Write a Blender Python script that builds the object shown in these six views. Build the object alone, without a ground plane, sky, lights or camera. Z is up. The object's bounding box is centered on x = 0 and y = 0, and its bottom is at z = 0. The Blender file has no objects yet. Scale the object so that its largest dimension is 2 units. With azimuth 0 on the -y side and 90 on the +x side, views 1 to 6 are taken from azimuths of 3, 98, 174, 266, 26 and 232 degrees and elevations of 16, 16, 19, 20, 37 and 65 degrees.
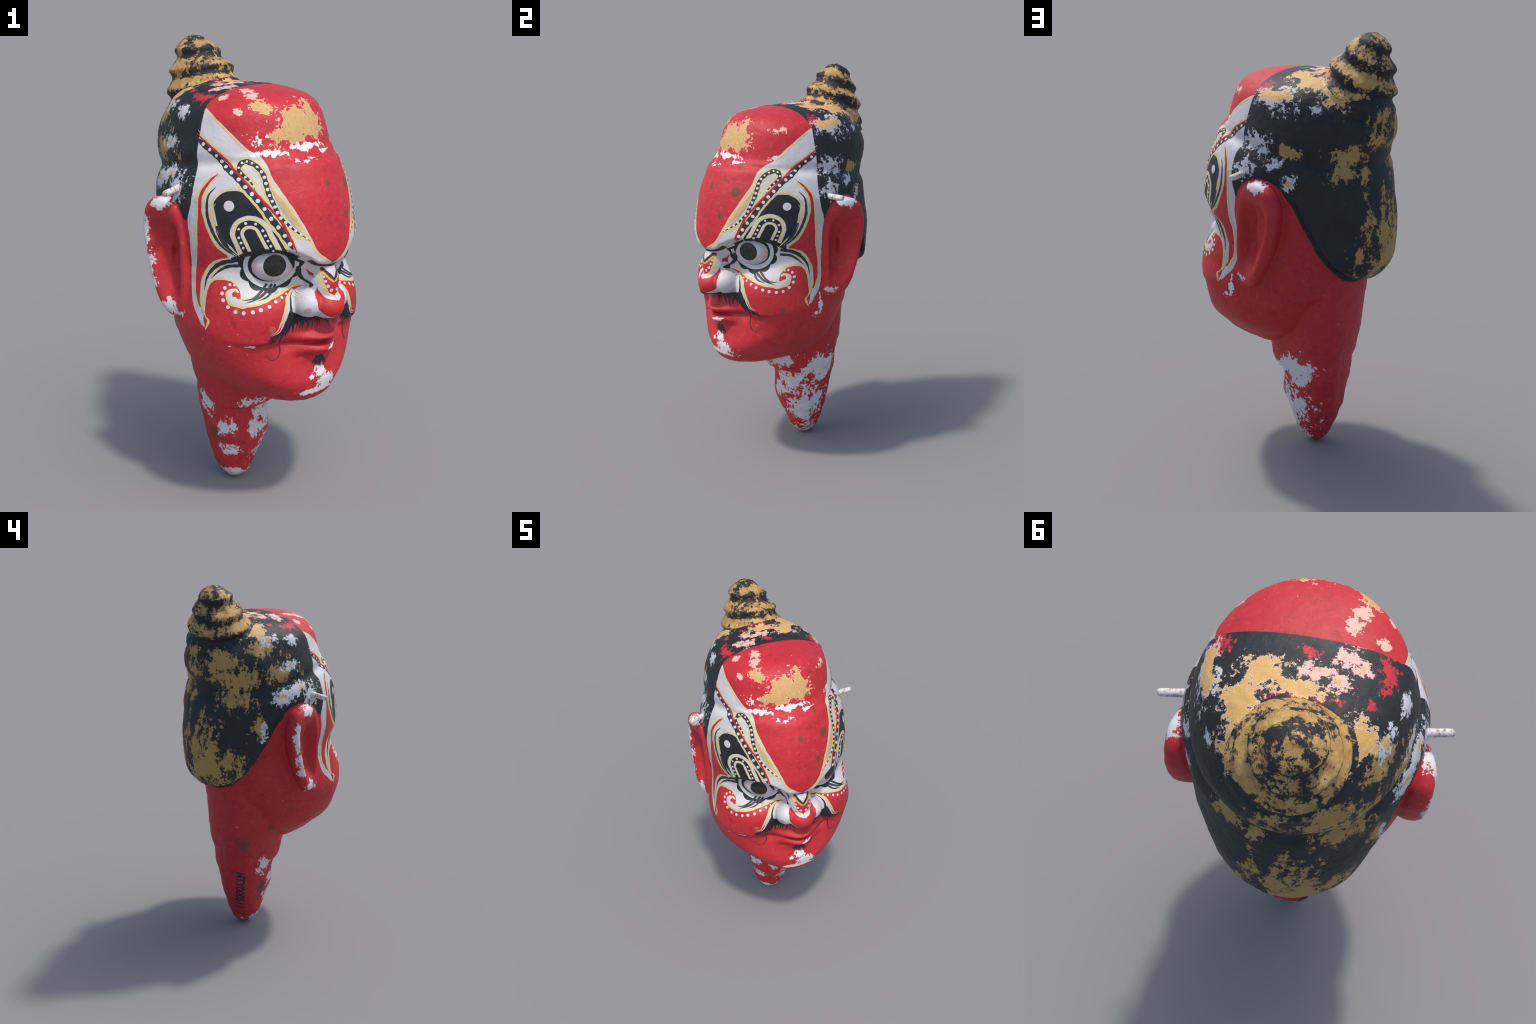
# Carved and painted wooden puppet head on its neck peg.
# Local frame: the face looks along -y, x is sideways, z up; the root Empty turns it to its place.
import bpy, bmesh, math, random
import numpy as np
from mathutils import Vector, Matrix, noise

random.seed(7)
FACING = math.radians(44.0)


# ------------------------------------------------------------------ helpers
def pchip(xk, yk, x):
    """Smooth monotone interpolation through control points."""
    xk, yk, x = (np.asarray(a, float) for a in (xk, yk, x))
    h = np.diff(xk)
    d = np.diff(yk) / h
    m = np.zeros_like(yk)
    for i in range(1, len(yk) - 1):
        if d[i - 1] * d[i] > 0:
            w1, w2 = 2 * h[i] + h[i - 1], h[i] + 2 * h[i - 1]
            m[i] = (w1 + w2) / (w1 / d[i - 1] + w2 / d[i])
    m[0], m[-1] = d[0], d[-1]
    i = np.clip(np.searchsorted(xk, x) - 1, 0, len(h) - 1)
    t = np.clip((x - xk[i]) / h[i], 0, 1)
    return (yk[i] * (1 + 2 * t) * (1 - t) ** 2 + m[i] * h[i] * t * (1 - t) ** 2
            + yk[i + 1] * t * t * (3 - 2 * t) + m[i + 1] * h[i] * t * t * (t - 1))


def sstep(a, b, x):
    t = np.clip((x - a) / (b - a), 0, 1)
    return t * t * (3 - 2 * t)


def bump(x, z, cx, cz, sx, sz):
    return np.exp(-((x - cx) / sx) ** 2 - ((z - cz) / sz) ** 2)


def grid_mesh(name, rows):
    """Closed mesh from rows (m, n, 3) of rings, ends capped with a fan."""
    m, n, _ = rows.shape
    v = np.concatenate([rows.reshape(-1, 3), rows[:1].mean(1), rows[-1:].mean(1)])
    i, j = np.meshgrid(np.arange(m - 1), np.arange(n), indexing="ij")
    a, b = i * n + j, i * n + (j + 1) % n
    quads = np.stack([a, b, b + n, a + n], -1).reshape(-1, 4)
    k = np.arange(n)
    lo = np.stack([np.full(n, m * n), (k + 1) % n, k], -1)
    hi = np.stack([np.full(n, m * n + 1), (m - 1) * n + k, (m - 1) * n + (k + 1) % n], -1)
    return v, [tuple(q) for q in quads.tolist()] + [tuple(t) for t in lo.tolist()] + [tuple(t) for t in hi.tolist()]


def ellipsoid(centre, radii, turn=0.0, tilt=0.0, n=64, m=40):
    t = np.linspace(0.03, np.pi - 0.03, m)[::-1]
    p = np.linspace(0, 2 * np.pi, n, endpoint=False)
    T, P = np.meshgrid(t, p, indexing="ij")
    r = np.stack([np.sin(T) * np.cos(P) * radii[0], np.sin(T) * np.sin(P) * radii[1], np.cos(T) * radii[2]], -1)
    M = np.array(Matrix.Rotation(turn, 3, "Z") @ Matrix.Rotation(tilt, 3, "X"))
    return grid_mesh("", r @ M.T + np.array(centre))


def section(yf, yb, w, yc, nf, nb, n):
    """Superelliptic horizontal section: its own front and back depth and fullness."""
    p = np.linspace(0, 2 * np.pi, n, endpoint=False)
    c, s = np.cos(p), np.sin(p)
    e = np.where(s[None] < 0, nf[:, None], nb[:, None])
    r = (np.abs(c)[None] ** e + np.abs(s)[None] ** e) ** (-1 / e)
    d = np.where(s[None] < 0, (yc - yf)[:, None], (yb - yc)[:, None])
    return w[:, None] * c * r, yc[:, None] + d * s * r


# ------------------------------------------------------------------ head loft
# height, front of the midline, back of the midline, half width
HEAD = [
    (0.542, -0.290, 0.000, 0.100), (0.550, -0.340, 0.040, 0.146), (0.565, -0.385, 0.110, 0.196), (0.608, -0.410, 0.180, 0.244), (0.654, -0.414, 0.220, 0.298),
    (0.700, -0.404, 0.230, 0.344), (0.745, -0.390, 0.250, 0.370), (0.792, -0.378, 0.280, 0.386), (0.850, -0.370, 0.335, 0.396),
    (0.885, -0.370, 0.375, 0.398), (0.920, -0.372, 0.428, 0.394), (0.979, -0.378, 0.478, 0.384), (1.040, -0.386, 0.500, 0.376),
    (1.083, -0.396, 0.504, 0.372), (1.130, -0.424, 0.506, 0.372), (1.155, -0.454, 0.506, 0.374), (1.190, -0.474, 0.504, 0.380),
    (1.240, -0.474, 0.496, 0.386), (1.298, -0.466, 0.484, 0.389), (1.402, -0.443, 0.466, 0.391), (1.450, -0.428, 0.452, 0.382), (1.500, -0.406, 0.458, 0.367),
    (1.550, -0.378, 0.481, 0.351), (1.575, -0.350, 0.490, 0.343), (1.600, -0.314, 0.492, 0.336), (1.665, -0.290, 0.478, 0.317),
    (1.727, -0.262, 0.435, 0.294), (1.773, -0.228, 0.385, 0.244), (1.803, -0.165, 0.335, 0.172), (1.816, -0.080, 0.250, 0.105), (1.822, 0.040, 0.120, 0.010)]
FULL = [  # height, depth of the widest place, front fullness, back fullness of skin, back fullness of hair
    (0.55, -0.015, 2.25, 1.60, 1.9), (0.65, -0.030, 2.40, 1.65, 1.9), (0.75, -0.06, 2.42, 1.80, 1.9), (0.88, -0.095, 2.62, 1.96, 1.92), (1.02, -0.08, 2.50, 2.00, 1.98), (1.12, -0.07, 2.15, 2.00, 2.02),
    (1.19, -0.062, 1.85, 2.00, 2.02), (1.25, -0.045, 1.82, 1.95, 1.98), (1.34, -0.02, 1.77, 1.92, 1.95), (1.50, 0.020, 1.72, 1.95, 1.95), (1.60, 0.048, 1.88, 2.02, 2.02), (1.72, 0.080, 2.05, 1.86, 1.86), (1.82, 0.100, 2.4, 2.1, 2.1)]
ZB, ZT = HEAD[0][0], HEAD[-1][0]


def zq(z):
    return np.arccos(np.clip(1 - 2 * (np.asarray(z) - ZB) / (ZT - ZB), -1, 1)) / np.pi


def groove_height(y):
    """The tilted ring where the crown sits on the head."""
    return 1.52 - 0.17 * y


def hair_edge(theta):
    """Height of the lower hair edge, by angle from the face (radians)."""
    return pchip(np.radians([0, 75, 92, 104, 112, 128, 147, 165, 180]), [1.50, 1.50, 1.30, 1.36, 1.36, 1.18, 1.00, 0.925, 0.905], theta)


def head_sections(rows, n, back):
    q = np.linspace(0, 1, rows)
    z = ZB + (ZT - ZB) * (1 - np.cos(np.pi * q)) / 2
    hz = zq([h[0] for h in HEAD])
    yf, yb, w = (pchip(hz, [h[i] for h in HEAD], q) for i in (1, 2, 3))
    yc, nf, nb = (pchip([f[0] for f in FULL], [f[i] for f in FULL], z) for i in (1, 2, back))
    if back == 3:                                                   # the nape under the hair runs straight up
        yb = np.minimum(yb, 0.318 + 0.34 * np.maximum(z - 0.85, 0) + 0.5 * np.maximum(z - 1.30, 0))
    x, y = section(yf, yb, w, yc, nf, nb, n)
    z = np.broadcast_to(z[:, None], x.shape).copy()
    x = x + pchip([0.5, 0.75, 0.95, 1.15, 1.5, 1.85], [0.008, 0.005, -0.001, 0.005, 0.009, 0.011], z)
    return x, y, z


def angle_round(x, y):
    return np.arctan2(np.abs(x), -(y - 0.06))


def skin_loft(rows=460, n=900):
    x, y, z = head_sections(rows, n, 3)
    # relief of the face, along -y on the front
    ax = np.abs(x - 0.010)
    front = sstep(0.06, -0.12, y)
    d = np.zeros_like(x)
    brow = pchip([0, 0.06, 0.11, 0.19, 0.27, 0.34, 0.45], [1.160, 1.170, 1.203, 1.236, 1.225, 1.175, 1.12], ax)
    deep = pchip([0, 0.05, 0.11, 0.19, 0.27, 0.34, 0.40], [0.0, 0.016, 0.056, 0.060, 0.044, 0.016, 0.0], ax)
    d -= deep * sstep(0.008, -0.022, z - brow) * sstep(0.99, 1.10, z)  # eye sockets under the brow
    d -= 0.026 * bump(ax, z, 0.325, 1.160, 0.085, 0.075)            # waist beside the eye
    fold = pchip([0.80, 0.853, 0.89, 0.95, 1.00, 1.06], [0.24, 0.205, 0.160, 0.126, 0.115, 0.115], z)
    crease = pchip([0.0, 0.205, 0.28, 0.36, 0.45], [0.856, 0.856, 0.848, 0.856, 0.875], ax)
    cheek = sstep(-0.012, 0.020, ax - fold) * sstep(-0.009, 0.011, z - crease) * sstep(1.06, 0.95, z) * sstep(0.40, 0.28, ax)
    d += 0.018 * cheek + 0.010 * bump(ax, z, 0.235, 0.94, 0.085, 0.075)
    d += 0.060 * bump(ax, z, 0.0, 0.875, 0.105, 0.080)             # muzzle under the nose
    d += 0.018 * bump(ax, z, 0.0, 0.790, 0.085, 0.060)
    bow = 0.10 * ax * ax
    d += 0.034 * bump(ax, z - 1.5 * bow, 0.0, 0.855, 0.115, 0.0160)       # upper lip
    d += 0.037 * bump(ax, z - 2.2 * bow, 0.0, 0.799, 0.086, 0.0200)       # lower lip
    d -= 0.025 * bump(ax, z - 1.5 * bow, 0.0, 0.829, 0.120, 0.0068)      # line of the mouth
    d -= 0.017 * bump(ax, z, 0.148, 0.825, 0.040, 0.030)           # corners of the mouth
    d -= 0.010 * bump(ax, z - 2.0 * bow, 0.0, 0.768, 0.085, 0.010)             # under the lip
    d += 0.006 * bump(ax, z, 0.0, 0.665, 0.090, 0.045)             # chin
    y = y - d * front
    x = x - np.sign(x) * 0.018 * sstep(1.0, 0.3, np.hypot((y - 0.080) / 0.075, (z - 1.165) / 0.165)) * (np.abs(x) > 0.2)   # hollow of the ear
    r = np.hypot(x, y - 0.06) + 1e-6
    ring = np.exp(-((z - groove_height(y)) / 0.016) ** 2)          # groove under the crown
    wide = np.exp(-((z - groove_height(y) - 0.016) / 0.030) ** 2)
    k = -(0.010 * ring * sstep(0.05, -0.15, y) + 0.015 * wide * sstep(-0.28, -0.12, y)) / r
    return grid_mesh("", np.stack([x + x * k, y + (y - 0.06) * k, z], -1))


def hair_loft(rows=420, n=700):
    """The cap of hair: a shell over the skull that sinks into it in front and overhangs the nape."""
    x, y, z = head_sections(rows, n, 4)
    theta = angle_round(x, y)
    r = np.hypot(x, y - 0.06) + 1e-6
    on = sstep(0.008, 0.026, z - hair_edge(theta)) * sstep(np.radians(66), np.radians(84), theta)
    on = np.maximum(on, sstep(1.70, 1.76, z) * sstep(-0.12, 0.0, y))
    ring = np.exp(-((z - groove_height(y)) / 0.018) ** 2)
    wide = np.exp(-((z - groove_height(y) - 0.016) / 0.030) ** 2) * sstep(0.42, 0.25, y)
    k = (0.001 * on * sstep(1.36, 1.26, z) - 0.10 * (1 - on) - (0.005 * ring + 0.015 * wide) * on) / r
    return grid_mesh("", np.stack([x + x * k, y + (y - 0.06) * k, z - 0.004 * (1 - on)], -1))


# height, front, back, half width, sideways shift
NECK = [
    (0.003, 0.100, 0.140, 0.020, -0.004), (0.020, 0.070, 0.166, 0.044, -0.004), (0.060, 0.038, 0.194, 0.070, -0.004), (0.120, 0.022, 0.214, 0.094, -0.004),
    (0.200, -0.018, 0.245, 0.110, -0.004), (0.280, -0.038, 0.260, 0.130, -0.003), (0.340, -0.030, 0.272, 0.138, -0.002), (0.370, -0.026, 0.278, 0.144, -0.001),
    (0.405, -0.036, 0.283, 0.152, 0.0), (0.430, -0.074, 0.286, 0.160, 0.0), (0.470, -0.092, 0.289, 0.165, 0.0), (0.520, -0.104, 0.308, 0.170, 0.0),
    (0.600, -0.150, 0.324, 0.190, 0.0), (0.750, -0.220, 0.342, 0.205, 0.0), (1.000, -0.250, 0.370, 0.215, 0.0), (1.150, -0.150, 0.360, 0.120, 0.0), (1.200, 0.0, 0.200, 0.050, 0.0)]


def neck_loft(n=360, rows=300):
    t = np.linspace(0, 1, rows)
    z = np.concatenate([0.003 + 0.117 * t[:90] ** 2 / t[89] ** 2, np.linspace(0.1205, 1.2, rows - 90)])
    yf, yb, w, sx = (pchip([k[0] for k in NECK], [k[i] for k in NECK], z) for i in (1, 2, 3, 4))
    two = np.full_like(z, 2.45)
    x, y = section(yf, yb, w, (yf + yb) / 2, two, two, n)
    return grid_mesh("", np.stack([x + sx[:, None], y, np.broadcast_to(z[:, None], x.shape)], -1))


# outline of the ear seen from the side: depth, height
EAR = [(0.000, 1.330), (0.050, 1.378), (0.120, 1.392), (0.185, 1.365), (0.216, 1.300), (0.212, 1.220), (0.190, 1.130), (0.158, 1.040),
       (0.110, 0.942), (0.062, 0.898), (0.015, 0.900), (-0.022, 0.942), (-0.030, 1.040), (-0.028, 1.140), (-0.024, 1.240)]


def closed_curve(points, n):
    p = np.array(points)
    k = len(p)
    out = []
    for t in np.linspace(0, k, n, endpoint=False):
        i, f = int(t), t - int(t)
        a, b, c, d = (p[(i + j) % k] for j in (-1, 0, 1, 2))
        out.append(0.5 * (2 * b + (c - a) * f + (2 * a - 5 * b + 4 * c - d) * f * f + (3 * b - a - 3 * c + d) * f ** 3))
    return np.array(out)


def ear_mesh(side):
    n = 160
    o = closed_curve(EAR, n)
    c = np.array([0.085, 1.165])
    rows = []
    back = sstep(-0.03, 0.14, o[:, 0])
    rim = (0.387 if side < 0 else 0.394) + 0.032 * back
    # from the hollow out to the rim, round it, and back into the head
    for s, dx in [(0.02, -0.042), (0.20, -0.041), (0.34, -0.037), (0.46, -0.028), (0.56, -0.014), (0.65, -0.003), (0.74, 0.006), (0.85, 0.008),
                  (0.94, 0.001), (0.985, -0.011), (1.0, -0.027), (0.99, -0.044), (0.96, -0.060), (0.90, -0.075), (0.82, -0.10), (0.74, -0.15)]:
        yz = c + (o - c) * s
        rows.append(np.stack([side * (rim + dx), yz[:, 0], yz[:, 1]], -1))
    rows = np.array(rows)
    if side > 0:
        rows = rows[:, ::-1]
    v, f = grid_mesh("", rows)
    return v, f


EYE = dict(centre=(0.166, -0.281, 1.166), turn=math.radians(-36))   # outwards and forwards


def eye_frame(side):
    cx, cy, cz = EYE["centre"]
    return (side * cx + 0.008, cy, cz), -side * EYE["turn"]


def join(meshes):
    v, f, k = [], [], 0
    for a, b in meshes:
        v.append(a)
        f += [tuple(i + k for i in q) for q in b]
        k += len(a)
    return np.concatenate(v), f


def new_mesh(name, v, f):
    me = bpy.data.meshes.new(name)
    me.from_pydata(v.tolist() if hasattr(v, "tolist") else v, [], f)
    me.update()
    return me


def voxel_union(meshes, size):
    v, f = join(meshes)
    me = new_mesh("raw", v, f)
    ob = bpy.data.objects.new("raw", me)
    bpy.context.scene.collection.objects.link(ob)
    md = ob.modifiers.new("r", "REMESH")
    md.mode, md.voxel_size, md.adaptivity = "VOXEL", size, 0.0
    ev = ob.evaluated_get(bpy.context.evaluated_depsgraph_get())
    out = bpy.data.meshes.new_from_object(ev)
    bpy.data.objects.remove(ob)
    bpy.data.meshes.remove(me)
    return out


def coords(me):
    v = np.empty(len(me.vertices) * 3, np.float32)
    me.vertices.foreach_get("co", v)
    return v.reshape(-1, 3).astype(float)


def smooth(me, times, lam=0.5):
    v = coords(me)
    e = np.empty(len(me.edges) * 2, np.int32)
    me.edges.foreach_get("vertices", e)
    e = e.reshape(-1, 2)
    cnt = np.bincount(e.ravel(), minlength=len(v)).astype(float)[:, None]
    for k in range(times):
        for f in (lam, -lam * 1.04):
            s = np.zeros_like(v)
            for i in range(3):
                s[:, i] = np.bincount(e[:, 0], v[e[:, 1], i], len(v)) + np.bincount(e[:, 1], v[e[:, 0], i], len(v))
            v = v + f * (s / cnt - v)
    me.vertices.foreach_set("co", v.astype(np.float32).ravel())
    me.update()


KNOT_UP, KNOT_AT, KNOT_PITCH = Vector((-0.07, 0.31, 1.0)).normalized(), (0.016, 0.331, 1.718), 0.085


def knot_mesh(n=260, m=240):
    """A conical coil of hair: one ridge winds up a cone that leans back."""
    h = np.linspace(-0.03, 0.292, m)
    p = np.linspace(0, 2 * np.pi, n, endpoint=False)
    H, P = np.meshgrid(h, p, indexing="ij")
    r = pchip([-0.03, 0.03, 0.08, 0.165, 0.215, 0.255, 0.278, 0.292], [0.185, 0.160, 0.150, 0.115, 0.090, 0.070, 0.044, 0.004], H)
    pitch = KNOT_PITCH
    coil = ((H - 0.06) / pitch + (P - math.radians(226)) / (2 * np.pi) + 0.5) % 1.0 - 0.5      # 0 on the ridge
    ridge = np.where(coil < 0, np.exp(-(coil / 0.26) ** 2), np.exp(-(coil / 0.34) ** 2)) - 0.42
    wander = np.sin(3 * P + 40 * H) * 0.3 + np.sin(5 * P - 25 * H + 1.0) * 0.2
    r = r + (0.022 + 0.007 * wander) * ridge * sstep(-0.03, 0.02, H) * sstep(0.292, 0.22, H)
    rows = np.stack([r * np.cos(P), r * np.sin(P), H], -1)
    up = KNOT_UP
    M = np.array(up.to_track_quat("Z", "Y").to_matrix())
    turn = np.array(Matrix.Rotation(-math.atan2(M[1, 0], M[0, 0]), 3, "Z"))
    return grid_mesh("", rows @ (M @ turn).T + np.array(KNOT_AT))


# ------------------------------------------------------------------ build
root = bpy.data.objects.new("puppet_head", None)
root.rotation_euler = (0, 0, FACING)
root["label"] = "red painted wooden opera puppet head with black hair knot"
root["category"] = "puppet head"
bpy.context.scene.collection.objects.link(root)


def part(name, me, mat):
    ob = bpy.data.objects.new(name, me)
    ob.parent = root
    bpy.context.scene.collection.objects.link(ob)
    me.materials.clear()
    me.materials.append(mat)
    me.polygons.foreach_set("use_smooth", [True] * len(me.polygons))
    return ob


pieces = [skin_loft(), hair_loft(), knot_mesh(), neck_loft(), ear_mesh(1), ear_mesh(-1)]
pieces.append(ellipsoid((0.011, -0.436, 0.988), (0.070, 0.076, 0.060)))                 # tip of the nose
pieces.append(ellipsoid((0.010, -0.402, 1.070), (0.066, 0.078, 0.108), tilt=0.08))       # bridge
for s in (1, -1):
    pieces.append(ellipsoid((s * 0.073 + 0.010, -0.399, 0.998), (0.057, 0.066, 0.058)))  # wings
    c, t = eye_frame(s)
    pieces.append(ellipsoid((c[0], c[1], c[2] - 0.006), (0.122, 0.044, 0.106), turn=t))            # lids
body = voxel_union(pieces, 0.0045)
smooth(body, 2)


def soften(me, weight, times):
    """Plain smoothing where weight is high, to melt joined volumes together."""
    v = coords(me)
    e = np.empty(len(me.edges) * 2, np.int32)
    me.edges.foreach_get("vertices", e)
    e = e.reshape(-1, 2)
    w = weight(v)[:, None]
    cnt = np.bincount(e.ravel(), minlength=len(v)).astype(float)[:, None]
    for k in range(times):
        s = np.stack([np.bincount(e[:, 0], v[e[:, 1], i], len(v)) + np.bincount(e[:, 1], v[e[:, 0], i], len(v)) for i in range(3)], -1)
        v += 0.5 * w * (s / cnt - v)
    me.vertices.foreach_set("co", v.astype(np.float32).ravel())
    me.update()


def carve(me):
    """Uneven hand carving: soft lumps, stronger facets on the neck and the hair."""
    v = coords(me)
    nor = np.empty(len(v) * 3, np.float32)
    me.vertex_normals.foreach_get("vector", nor)
    nor = nor.reshape(-1, 3)
    rough = 0.0010 + 0.0024 * sstep(0.62, 0.50, v[:, 2]) + 0.0012 * sstep(0.0, 0.2, v[:, 1]) + 0.0020 * sstep(1.80, 1.86, v[:, 2])
    lump = np.array([noise.noise(Vector(p) * 16.0) + 0.55 * noise.noise(Vector(p) * 37.0 + Vector((3, 1, 2))) + 0.3 * noise.noise(Vector(p) * 80.0) for p in v.tolist()])
    v += nor * (rough * lump)[:, None]
    me.vertices.foreach_set("co", v.astype(np.float32).ravel())
    me.update()


carve(body)
soften(body, lambda v: sstep(0.17, 0.13, np.abs(v[:, 0] - 0.01)) * sstep(0.91, 0.94, v[:, 2]) * sstep(1.16, 1.12, v[:, 2]) * sstep(-0.30, -0.34, v[:, 1]), 6)
soften(body, lambda v: sstep(0.60, 0.56, np.abs(v[:, 2] - 1.2)) * sstep(0.34, 0.37, np.abs(v[:, 0])) * sstep(-0.06, -0.03, v[:, 1]), 6)



def rod(a, b, r, n=24):
    a, b = np.array(a), np.array(b)
    d = b - a
    L = np.linalg.norm(d)
    d = d / L
    u = np.cross(d, [0, 0, 1])
    u /= np.linalg.norm(u)
    w = np.cross(d, u)
    p = np.linspace(0, 2 * np.pi, n, endpoint=False)
    rows = [a + d * L * t + r * k * (np.cos(p)[:, None] * u - np.sin(p)[:, None] * w)
            for t, k in [(0, 1.35), (0.25, 1.15), (0.5, 1.0), (0.75, 1.04), (0.92, 0.98), (0.98, 0.85), (1.0, 0.5)]]
    return grid_mesh("", np.array(rows)[:, ::-1])


# ------------------------------------------------------------------ paint colours (base colours, no shade)
RED, RED_DEEP, RED_PALE = (0.53, 0.027, 0.036), (0.33, 0.012, 0.018), (0.60, 0.085, 0.095)
WHITE, WHITE_DUSTY = (0.62, 0.61, 0.63), (0.50, 0.48, 0.53)
PINK, OCHRE, GOLD = (0.82, 0.48, 0.42), (0.66, 0.40, 0.13), (0.44, 0.30, 0.10)
BLACK, BLACK_GREY = (0.016, 0.018, 0.022), (0.045, 0.050, 0.058)
YELLOW, YELLOW_DEEP, BROWN = (0.68, 0.60, 0.32), (0.60, 0.44, 0.18), (0.13, 0.065, 0.03)

CX, CY = 0.008, 0.06          # axis of the face chart: angle round it, and height
LEAN, DROP = 2.4, 0.013       # the painting on the head's left sits a little further round and lower


class Graph:
    """Small helper that writes shader nodes from arithmetic."""

    def __init__(self, name):
        self.material = bpy.data.materials.new(name)
        self.material.use_nodes = True
        self.tree = self.material.node_tree
        self.bsdf = self.tree.nodes["Principled BSDF"]
        at = self.node("ShaderNodeTexCoord").outputs["Object"]
        self.at = at
        sep = self.node("ShaderNodeSeparateXYZ", Vector=at)
        self.x, self.y, self.z = sep.outputs
        self._noise = {}

    def node(self, kind, **inputs):
        n = self.tree.nodes.new(kind)
        for k, v in inputs.items():
            self.feed(n.inputs[k], v)
        return n

    def feed(self, socket, v):
        if isinstance(v, bpy.types.NodeSocket):
            self.tree.links.new(v, socket)
        else:
            socket.default_value = v

    def m(self, op, a, b=0.0, c=0.0, clamp=False):
        n = self.tree.nodes.new("ShaderNodeMath")
        n.operation, n.use_clamp = op, clamp
        for i, v in enumerate((a, b, c)):
            self.feed(n.inputs[i], v)
        return n.outputs[0]

    def add(self, a, b): return self.m("ADD", a, b)
    def sub(self, a, b): return self.m("SUBTRACT", a, b)
    def mul(self, a, b): return self.m("MULTIPLY", a, b)
    def big(self, a, b): return self.m("MAXIMUM", a, b)
    def small(self, a, b): return self.m("MINIMUM", a, b)

    def inside(self, field, soft=0.0016):
        """1 where the field (in metres) is positive, with an edge as soft as a brush's."""
        return self.m("MULTIPLY_ADD", field, 1.0 / soft, 0.5, clamp=True)

    def noise(self, scale, detail=4.0, rough=0.6, stretch=None, seed=0.0):
        key = (scale, detail, rough, stretch, seed)
        if key not in self._noise:
            vec = self.at
            if stretch or seed:
                mp = self.node("ShaderNodeMapping", Vector=vec)
                mp.inputs["Scale"].default_value = stretch or (1, 1, 1)
                mp.inputs["Location"].default_value = (seed, seed * 0.7, -seed)
                vec = mp.outputs[0]
            n = self.node("ShaderNodeTexNoise", Vector=vec, Scale=scale, Detail=detail, Roughness=rough)
            self._noise[key] = n.outputs[0]
        return self._noise[key]

    def curve(self, x, pts):
        """y as a smooth function of x, through control points."""
        pts = sorted(pts)
        xs, ys = [p[0] for p in pts], [p[1] for p in pts]
        x0, x1, y0, y1 = xs[0], xs[-1], min(ys), max(ys) + 1e-6
        t = self.m("MULTIPLY_ADD", x, 1 / (x1 - x0), -x0 / (x1 - x0), clamp=True)
        n = self.node("ShaderNodeFloatCurve", Value=t)
        c = n.mapping.curves[0]
        q = [((a - x0) / (x1 - x0), (b - y0) / (y1 - y0)) for a, b in pts]
        c.points[0].location, c.points[1].location = q[0], q[-1]
        for a in q[1:-1]:
            c.points.new(*a)
        for p in c.points:
            p.handle_type = "AUTO_CLAMPED"
        n.mapping.update()
        return self.m("MULTIPLY_ADD", n.outputs[0], y1 - y0, y0)

    def blob(self, centre, radii):
        """1 in the middle of an ellipsoid, 0 on its surface, negative outside."""
        inv = [1 / r for r in radii]
        v = self.tree.nodes.new("ShaderNodeVectorMath")
        v.operation = "MULTIPLY_ADD"
        self.feed(v.inputs[0], self.at)
        v.inputs[1].default_value = inv
        v.inputs[2].default_value = [-c * i for c, i in zip(centre, inv)]
        w = self.tree.nodes.new("ShaderNodeVectorMath")
        w.operation = "LENGTH"
        self.tree.links.new(v.outputs[0], w.inputs[0])
        return self.sub(1.0, w.outputs["Value"])

    def blobs(self, items):
        f = None
        for c, r in items:
            b = self.blob(c, r)
            f = b if f is None else self.big(f, b)
        return f

    def patch(self, field, jag, amount=1.0, level=0.25, sharp=9.0):
        """A worn patch: a blob field broken up by noise."""
        f = self.m("MULTIPLY_ADD", self.sub(jag, 0.5), amount * 1.7, self.m("MAXIMUM", self.mul(field, 0.8), -1.2))
        return self.m("MULTIPLY_ADD", self.sub(f, level), sharp, 0.5, clamp=True)

    def mix(self, fac, a, b):
        n = self.tree.nodes.new("ShaderNodeMix")
        n.data_type = "RGBA"
        n.clamp_factor = True
        self.feed(n.inputs[0], fac)
        for i, v in ((6, a), (7, b)):
            self.feed(n.inputs[i], v if isinstance(v, bpy.types.NodeSocket) else (*v, 1.0))
        return n.outputs[2]

    def finish(self, colour, rough=0.55, bump=0.25, grain=None):
        self.feed(self.bsdf.inputs["Base Color"], colour)
        self.feed(self.bsdf.inputs["Roughness"], rough)
        self.bsdf.inputs["Specular IOR Level"].default_value = 0.35
        h = grain if grain is not None else self.add(self.noise(55, 5, 0.65), self.mul(self.noise(220, 3, 0.6), 0.35))
        b = self.node("ShaderNodeBump", Height=h, Strength=bump, Distance=0.004)
        self.tree.links.new(b.outputs[0], self.bsdf.inputs["Normal"])
        return self.material


def rad(points):
    """(degrees, height) pairs turned into (height, radians)."""
    return [(z, math.radians(a)) for a, z in points]


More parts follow.
